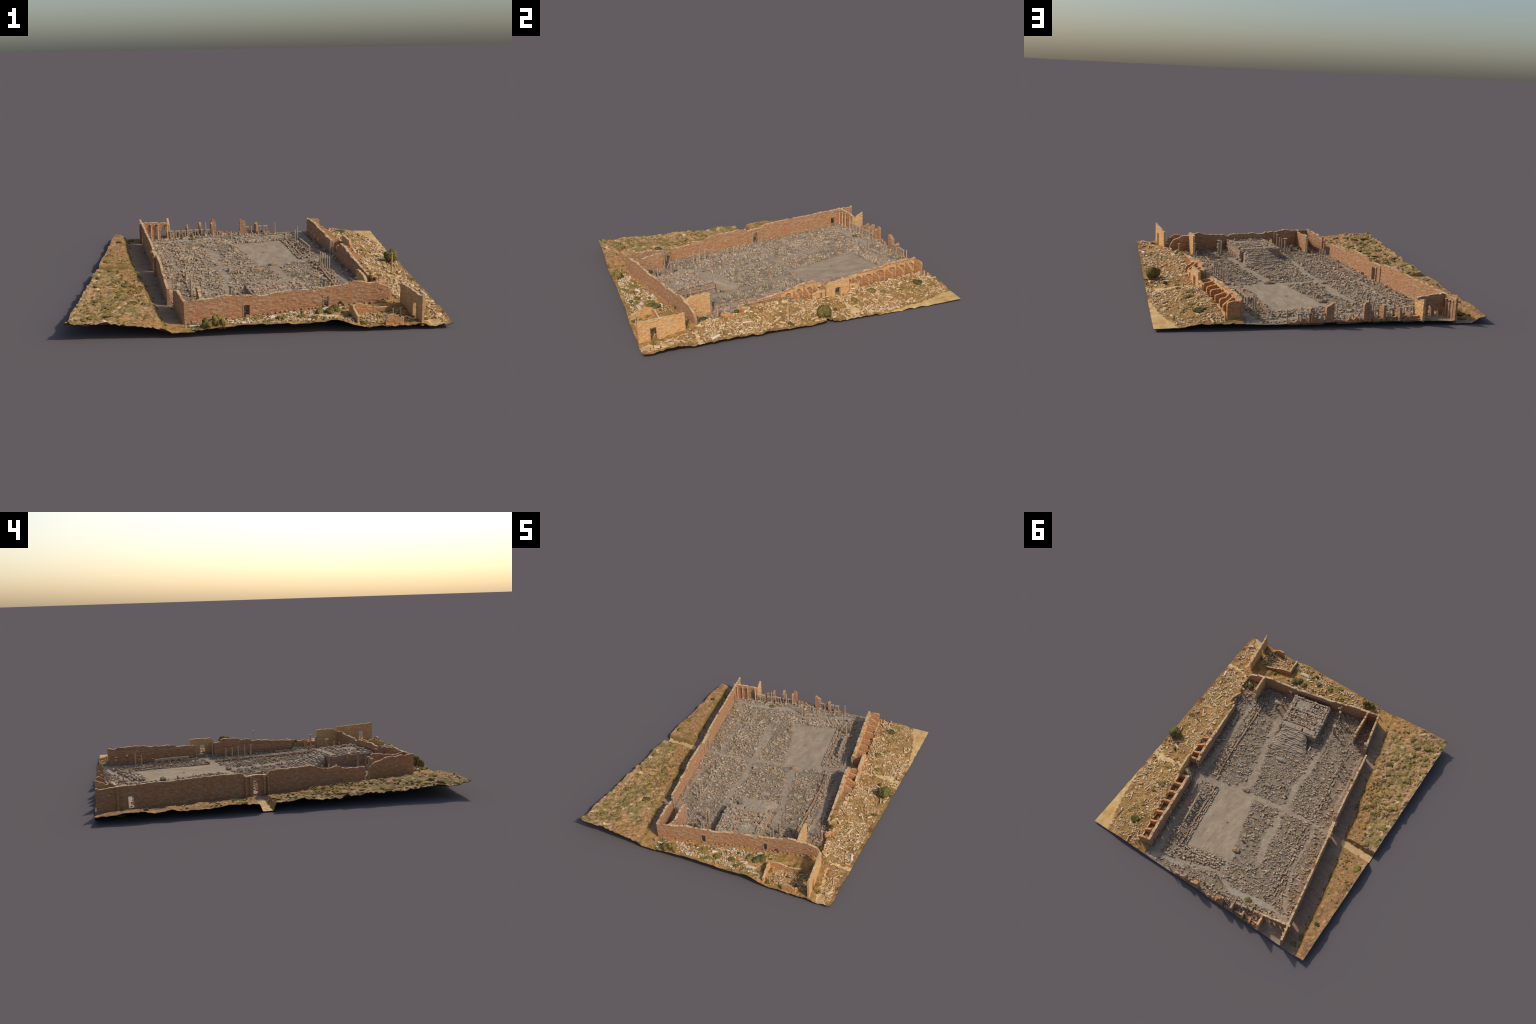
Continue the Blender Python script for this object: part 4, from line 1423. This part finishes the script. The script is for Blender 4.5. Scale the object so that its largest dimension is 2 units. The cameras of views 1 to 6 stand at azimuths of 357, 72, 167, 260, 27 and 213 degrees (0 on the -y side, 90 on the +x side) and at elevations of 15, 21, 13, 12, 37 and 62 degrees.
beam(.570, -.319, .551, -.216, .012, .013, "step")
beam(.476, .335, .454, .430, .013, .013, "step")
beam(.884, -.595, .868, -.548, .016, .016, "rubble_white", round_=True, name="fallen_column")
for a in [(.82, .672, .80, .72), (.86, .02, .835, .10), (.80, -.42, .785, -.38), (.79, -.16, .815, -.20), (.82, .40, .80, .45), (.76, .40, .735, .43),
          (.80, -.60, .83, -.63), (.84, -.78, .86, -.83), (.70, .66, .69, .71), (.75, .56, .765, .60)]:
    beam(*a, .007, .007, "rubble_pale", round_=(a[0] * 100) % 2 > 1, name="fallen_column")
for a in [(-.40, .36, -.36, .42), (-.38, .33, -.345, .395), (-.44, .30, -.41, .355), (-.30, .52, -.275, .565), (-.13, .71, -.10, .75), (-.36, .60, -.34, .65),
          (-.24, .05, -.20, .065), (-.28, .02, -.24, .03), (-.43, .62, -.425, .66), (-.33, .26, -.30, .24), (.06, -.02, .09, -.04), (-.25, .78, -.22, .775),
          (-.46, .80, -.43, .79), (.22, .06, .25, .08)]:
    beam(*a, .0085, .0085, "step", round_=True, name="fallen_column")


# weathered heaps standing in the court
def heap(x, y, l, w, h, ang, mat, seed, name="boulder", z=None):
    bm = bmesh.new()
    bmesh.ops.create_icosphere(bm, subdivisions=4, radius=.5)
    for v in bm.verts:
        k = v.co * 3.2 + Vector((seed * 3.3, 0, 0))
        v.co *= 1 + .30 * noise.noise(k) + .16 * noise.noise(k * 2.7) + .07 * noise.noise(k * 7)
        v.co.z = max(v.co.z, -.25)
    me = bpy.data.meshes.new(name)
    bm.to_mesh(me)
    bm.free()
    me.materials.append(M[mat])
    ob = bpy.data.objects.new(name, me)
    ob.matrix_world = Matrix.Translation((x, y, (ground(x, y) if z is None else z) + h * .2)) @ Matrix.Rotation(ang, 4, "Z") @ Matrix.Diagonal((l, w, h, 1))
    return link(ob)


heap(.149, .172, .062, .034, .024, .1, "rubble", 1)
heap(.035, .052, .068, .026, .024, .05, "rubble", 2)
heap(-.076, .607, .052, .036, .030, .3, "rubble", 3)
heap(.075, -.185, .075, .034, .022, .15, "step", 4)
heap(.13, .012, .040, .03, .024, .2, "rubble", 5)
heap(-.195, .20, .032, .026, .020, .4, "rubble", 6)
heap(-.15, .30, .034, .028, .018, .9, "rubble", 7)
for k, (x, y, l, w, h) in enumerate([(.33, -.915, .085, .030, .012), (.29, -.89, .03, .022, .012), (.24, -.93, .04, .012, .010), (-.14, -.91, .03, .012, .010)]):
    heap(x, y, l, w, h, .1 + k, "rubble_white", 20 + k, "marble_fragment")


# ------------------------------------------------------------------ vegetation
def bush(name, x, y, r, h, mat, seed, z=None, squash=1.0, lobes=7, sub=4, parent=ROOT):
    rr = random.Random(seed)
    bm = bmesh.new()
    for k in range(lobes):
        a, d = rr.uniform(0, 6.28), r * rr.uniform(.1, .62)
        rad = r * rr.uniform(.42, .66)
        res = bmesh.ops.create_icosphere(bm, subdivisions=sub - 1, radius=1.0)
        c = Vector((math.cos(a) * d, math.sin(a) * d * squash, h * rr.uniform(.25, .62)))
        o = Vector((rr.uniform(0, 40), rr.uniform(0, 40), 0))
        for v in res["verts"]:
            n = 1 + .28 * noise.noise(v.co * 2.4 + o) + .16 * noise.noise(v.co * 6 + o) + .10 * noise.noise(v.co * 14 + o)
            v.co = Vector((v.co.x * rad * n, v.co.y * rad * n, v.co.z * h * .45 * n)) + c
    me = bpy.data.meshes.new(name)
    bm.to_mesh(me)
    bm.free()
    me.materials.append(M[mat])
    me.polygons.foreach_set("use_smooth", [True] * len(me.polygons))
    ob = bpy.data.objects.new(name, me)
    ob.matrix_world = Matrix.Translation((x, y, (ground(x, y) - h * .12) if z is None else z))
    return link(ob, parent)


tree = bpy.data.objects.new("tree", None)
link(tree)
bush("foliage", .856, .098, .043, .062, "leaf", 1, z=.045, lobes=12, parent=tree)
V, F = [], []
pts = [(.885, .135, .018), (.882, .120, .030), (.874, .110, .045), (.862, .100, .068)]
seg = 8
for i, p in enumerate(pts):
    rad = .007 - .001 * i
    for k in range(seg):
        a = 2 * math.pi * k / seg
        V.append((p[0] + rad * math.cos(a), p[1] + rad * math.sin(a), p[2]))
for i in range(len(pts) - 1):
    for k in range(seg):
        F.append([i * seg + k, i * seg + (k + 1) % seg, (i + 1) * seg + (k + 1) % seg, (i + 1) * seg + k])
mesh_obj("trunk", V, F, M["bark"], parent=tree, smooth=True)

SHRUBS = [(-.200, -.968, .028, .058, "leaf_dry"), (-.246, -.967, .028, .044, "leaf"), (-.172, -.974, .018, .046, "leaf_dry"), (-.225, -.945, .026, .034, "leaf"), (-.073, -.862, .018, .016, "leaf_dry"), (-.12, -.868, .014, .012, "leaf_dry"),
          (.366, -.816, .030, .026, "leaf"), (.345, -.845, .026, .022, "leaf"), (.294, -.833, .024, .022, "leaf_dry"), (.215, -.83, .016, .014, "leaf"),
          (.423, -.704, .012, .030, "leaf_dark"), (.20, -.90, .024, .016, "leaf"), (.10, -.92, .026, .016, "leaf_dry"), (.05, -.95, .030, .014, "leaf_dry"),
          (.25, -.95, .018, .018, "leaf"), (.42, -.80, .010, .010, "leaf"), (.555, -.80, .014, .014, "leaf_dry"), (.58, -.88, .012, .010, "leaf"),
          (.48, -.975, .016, .014, "leaf"), (.66, -.93, .016, .014, "leaf"), (.640, -.585, .030, .024, "leaf_dark"), (.675, -.57, .024, .018, "leaf"),
          (.789, .205, .016, .018, "leaf_dark"), (.671, .497, .030, .014, "leaf_dry"), (.66, .84, .034, .022, "leaf_dark"), (.64, .83, .022, .014, "leaf"),
          (.866, -.114, .026, .008, "leaf"), (.70, .56, .024, .012, "leaf_dry"), (.72, .36, .022, .010, "leaf_dry"), (.69, .70, .022, .010, "leaf_dry"),
          (.645, -.31, .026, .012, "leaf_dry"), (.66, -.385, .016, .016, "leaf_dark"), (-.266, -.734, .020, .026, "leaf_dark"), (-.642, -.597, .034, .014, "leaf_dark"),
          (.04, .048, .007, .012, "leaf_dark"), (-.03, -.33, .014, .010, "leaf"), (.226, -.37, .010, .012, "leaf_dark"), (.80, -.92, .014, .012, "leaf_dry"),
          (.745, -.885, .010, .012, "leaf_dry"), (.104, .465, .008, .003, "leaf_dry"), (-.36, .862, .024, .006, "leaf"), (-.42, .90, .026, .006, "leaf"),
          (-.808, .865, .024, .012, "leaf"), (-.79, .93, .020, .012, "leaf_dry"), (-.85, .74, .018, .012, "leaf_dark")]
for k, (x, y, r, h, m) in enumerate(SHRUBS):
    bush("shrub", x, y, r, h, m, 200 + k, lobes=6 if r < .02 else 8, sub=3 if r < .022 else 4)
rv = random.Random(77)
cnt = 0
while cnt < 60:                                                  # low cushions over the western meadow
    x, y = rv.uniform(-.875, -.52), rv.uniform(-.965, .30)
    if float(-side_of(np.array([x]), np.array([y]), BANK)[0]) < .05 or (abs(y - .12) < .06) or rv.random() > (.25 + .75 * float(smooth(.25, -.55, y))):
        continue
    r = rv.uniform(.012, .032)
    bush("shrub", x, y, r, r * rv.uniform(.24, .36), rv.choice(["leaf_dry", "leaf_dry", "leaf_straw", "leaf_straw"]), 400 + cnt, lobes=6, sub=3)
    cnt += 1


def weeds(n, density, bounds, size, mat, seed):
    rng = np.random.default_rng(seed)
    xs, ys = rng.uniform(bounds[0], bounds[1], n), rng.uniform(bounds[2], bounds[3], n)
    ok = rng.uniform(0, 1, n) < density(xs, ys)
    xs, ys = xs[ok], ys[ok]
    zs = height(xs, ys)
    pcs = []
    for x, y, z in zip(xs, ys, zs):
        s = rng.uniform(*size)
        pcs.append((BOULDERS[int(rng.integers(len(BOULDERS)))], Matrix.Translation((x, y, z + s * .12)) @ Matrix.Rotation(rng.uniform(0, 3), 4, "Z") @
                    Matrix.Diagonal((s, s * .8, s * .5, 1))))
    V, F = merge_pieces(pcs)
    mesh_obj("weeds", V, F, M[mat], kind="stuff", smooth=True)


weeds(6000, lambda x, y: np.where(inside(x, y, FORUM_IN) & ~inside(x, y, COURT) & ~inside(x, y, PAV2), 1, 0) * smooth(.15, .45, fbm(x, y, 9, 71, 3)) *
      smooth(0, .01, way_clear(x, y)) * .5, (-.7, .6, -.8, .98), (.008, .016), "leaf_dry", 5)
weeds(2600, lambda x, y: np.where((x > .62) & ~((side_of(x, y, ROAD_IN) > -.02) & (y > .4)), 1, 0) * smooth(.05, .4, fbm(x, y, 10, 73, 3)) * .6, (.62, .9, -.98, .97),
      (.006, .014), "leaf_dry", 6)
weeds(1800, lambda x, y: np.where((y < -.80 + x * .22) & (x > -.40), .6, 0) * smooth(-.05, .3, fbm(x, y, 13, 75, 3)), (-.40, .72, -.99, -.7), (.008, .018), "leaf_dry", 7)
weeds(4200, lambda x, y: np.where(-side_of(x, y, BANK) > .02, 1, 0) * smooth(-.1, .4, fbm(x, y, 8, 77, 3)) * .4 * smooth(.9, -.2, y) * (np.abs(y - .12) > .05), (-.9, -.45, -.99, .95),
      (.008, .018), "leaf_dry", 8)
weeds(900, lambda x, y: np.where((np.abs(side_of(x, y, BANK)) < .018) & (np.abs(y - .12) > .06), .8, 0), (-.86, -.42, -.98, .98), (.008, .016), "leaf", 9)


def pebbles(n, density, bounds, size, mat, seed):
    """fine broken stone between the larger pieces"""
    rng = np.random.default_rng(seed)
    xs, ys = rng.uniform(bounds[0], bounds[1], n), rng.uniform(bounds[2], bounds[3], n)
    ok = rng.uniform(0, 1, n) < density(xs, ys)
    xs, ys = xs[ok], ys[ok]
    zs = height(xs, ys)
    pcs = []
    for x, y, z in zip(xs, ys, zs):
        s = size[0] + (size[1] - size[0]) * rng.random() ** 2
        pcs.append((BLOCKS[int(rng.integers(len(BLOCKS)))], Matrix.Translation((x, y, z + s * .2)) @ Matrix.Rotation(rng.uniform(0, 3), 4, "Z") @
                    Matrix.Rotation(rng.normal(0, .3), 4, "X") @ Matrix.Diagonal((s * rng.uniform(1, 1.7), s, s * .7, 1))))
    V, F = merge_pieces(pcs)
    mesh_obj("rubble", V, F, M[mat], kind="stuff")


pebbles(9000, lambda x, y: d_forum(x, y) * .9 + .12 * inside(x, y, FORUM_IN) * smooth(0, .01, way_clear(x, y)) * ~inside(x, y, COURT), (-.72, .68, -.86, .98), (.003, .0075), "rubble", 21)
pebbles(7000, lambda x, y: d_east(x, y) * 1.4 + .1 * (d_east(x, y) > 0), (.5, .9, -.98, .98), (.003, .007), "rubble_pale", 22)
pebbles(2200, lambda x, y: d_south(x, y), (-.34, .74, -.985, -.70), (.003, .007), "rubble_white", 23)
pebbles(900, lambda x, y: np.where(-side_of(x, y, BANK) > .03, .4, 0) * (y > -.2), (-.9, -.5, -.3, .97), (.003, .006), "rubble_pale", 24)


def d_podium_foot(x, y):
    d = poly_dist(x, y, PODIUM + [PODIUM[0]])
    return np.where(~inside(x, y, PODIUM) & (d < .022), .8, 0) * smooth(-.2, .15, fbm(x, y, 20, 91, 2))


scatter_zone(3000, (-.10, .32, -.78, -.37), d_podium_foot, (.007, .018), "rubble", "rubble", RNG, pack=.45, tall=(.7, 1.2))


# ordered courses of blocks left on the podium: cella and portico foundations
def pod_row(u0, v0, u1, v1, seed, size=(.012, .026)):
    a, b = pod(u0, v0), pod(u1, v1)
    row_blocks("cella_foundation", a, b, size, (.010, .015), (.009, .016), "rubble_warm" if seed % 3 == 0 else "rubble", seed, .003, .12, zoff=.0705)


for k, (v, a, b) in enumerate([(-.062, .01, .275), (-.080, .02, .27), (-.120, .01, .275), (-.136, .03, .26), (-.178, .02, .27), (-.284, .01, .27)]):
    pod_row(a, v, b, v, 300 + k)
for k, (u, a, b) in enumerate([(.012, -.06, -.285), (.270, -.06, -.285), (.110, -.18, -.28), (.258, -.19, -.28)]):
    pod_row(u, a, u, b, 310 + k)
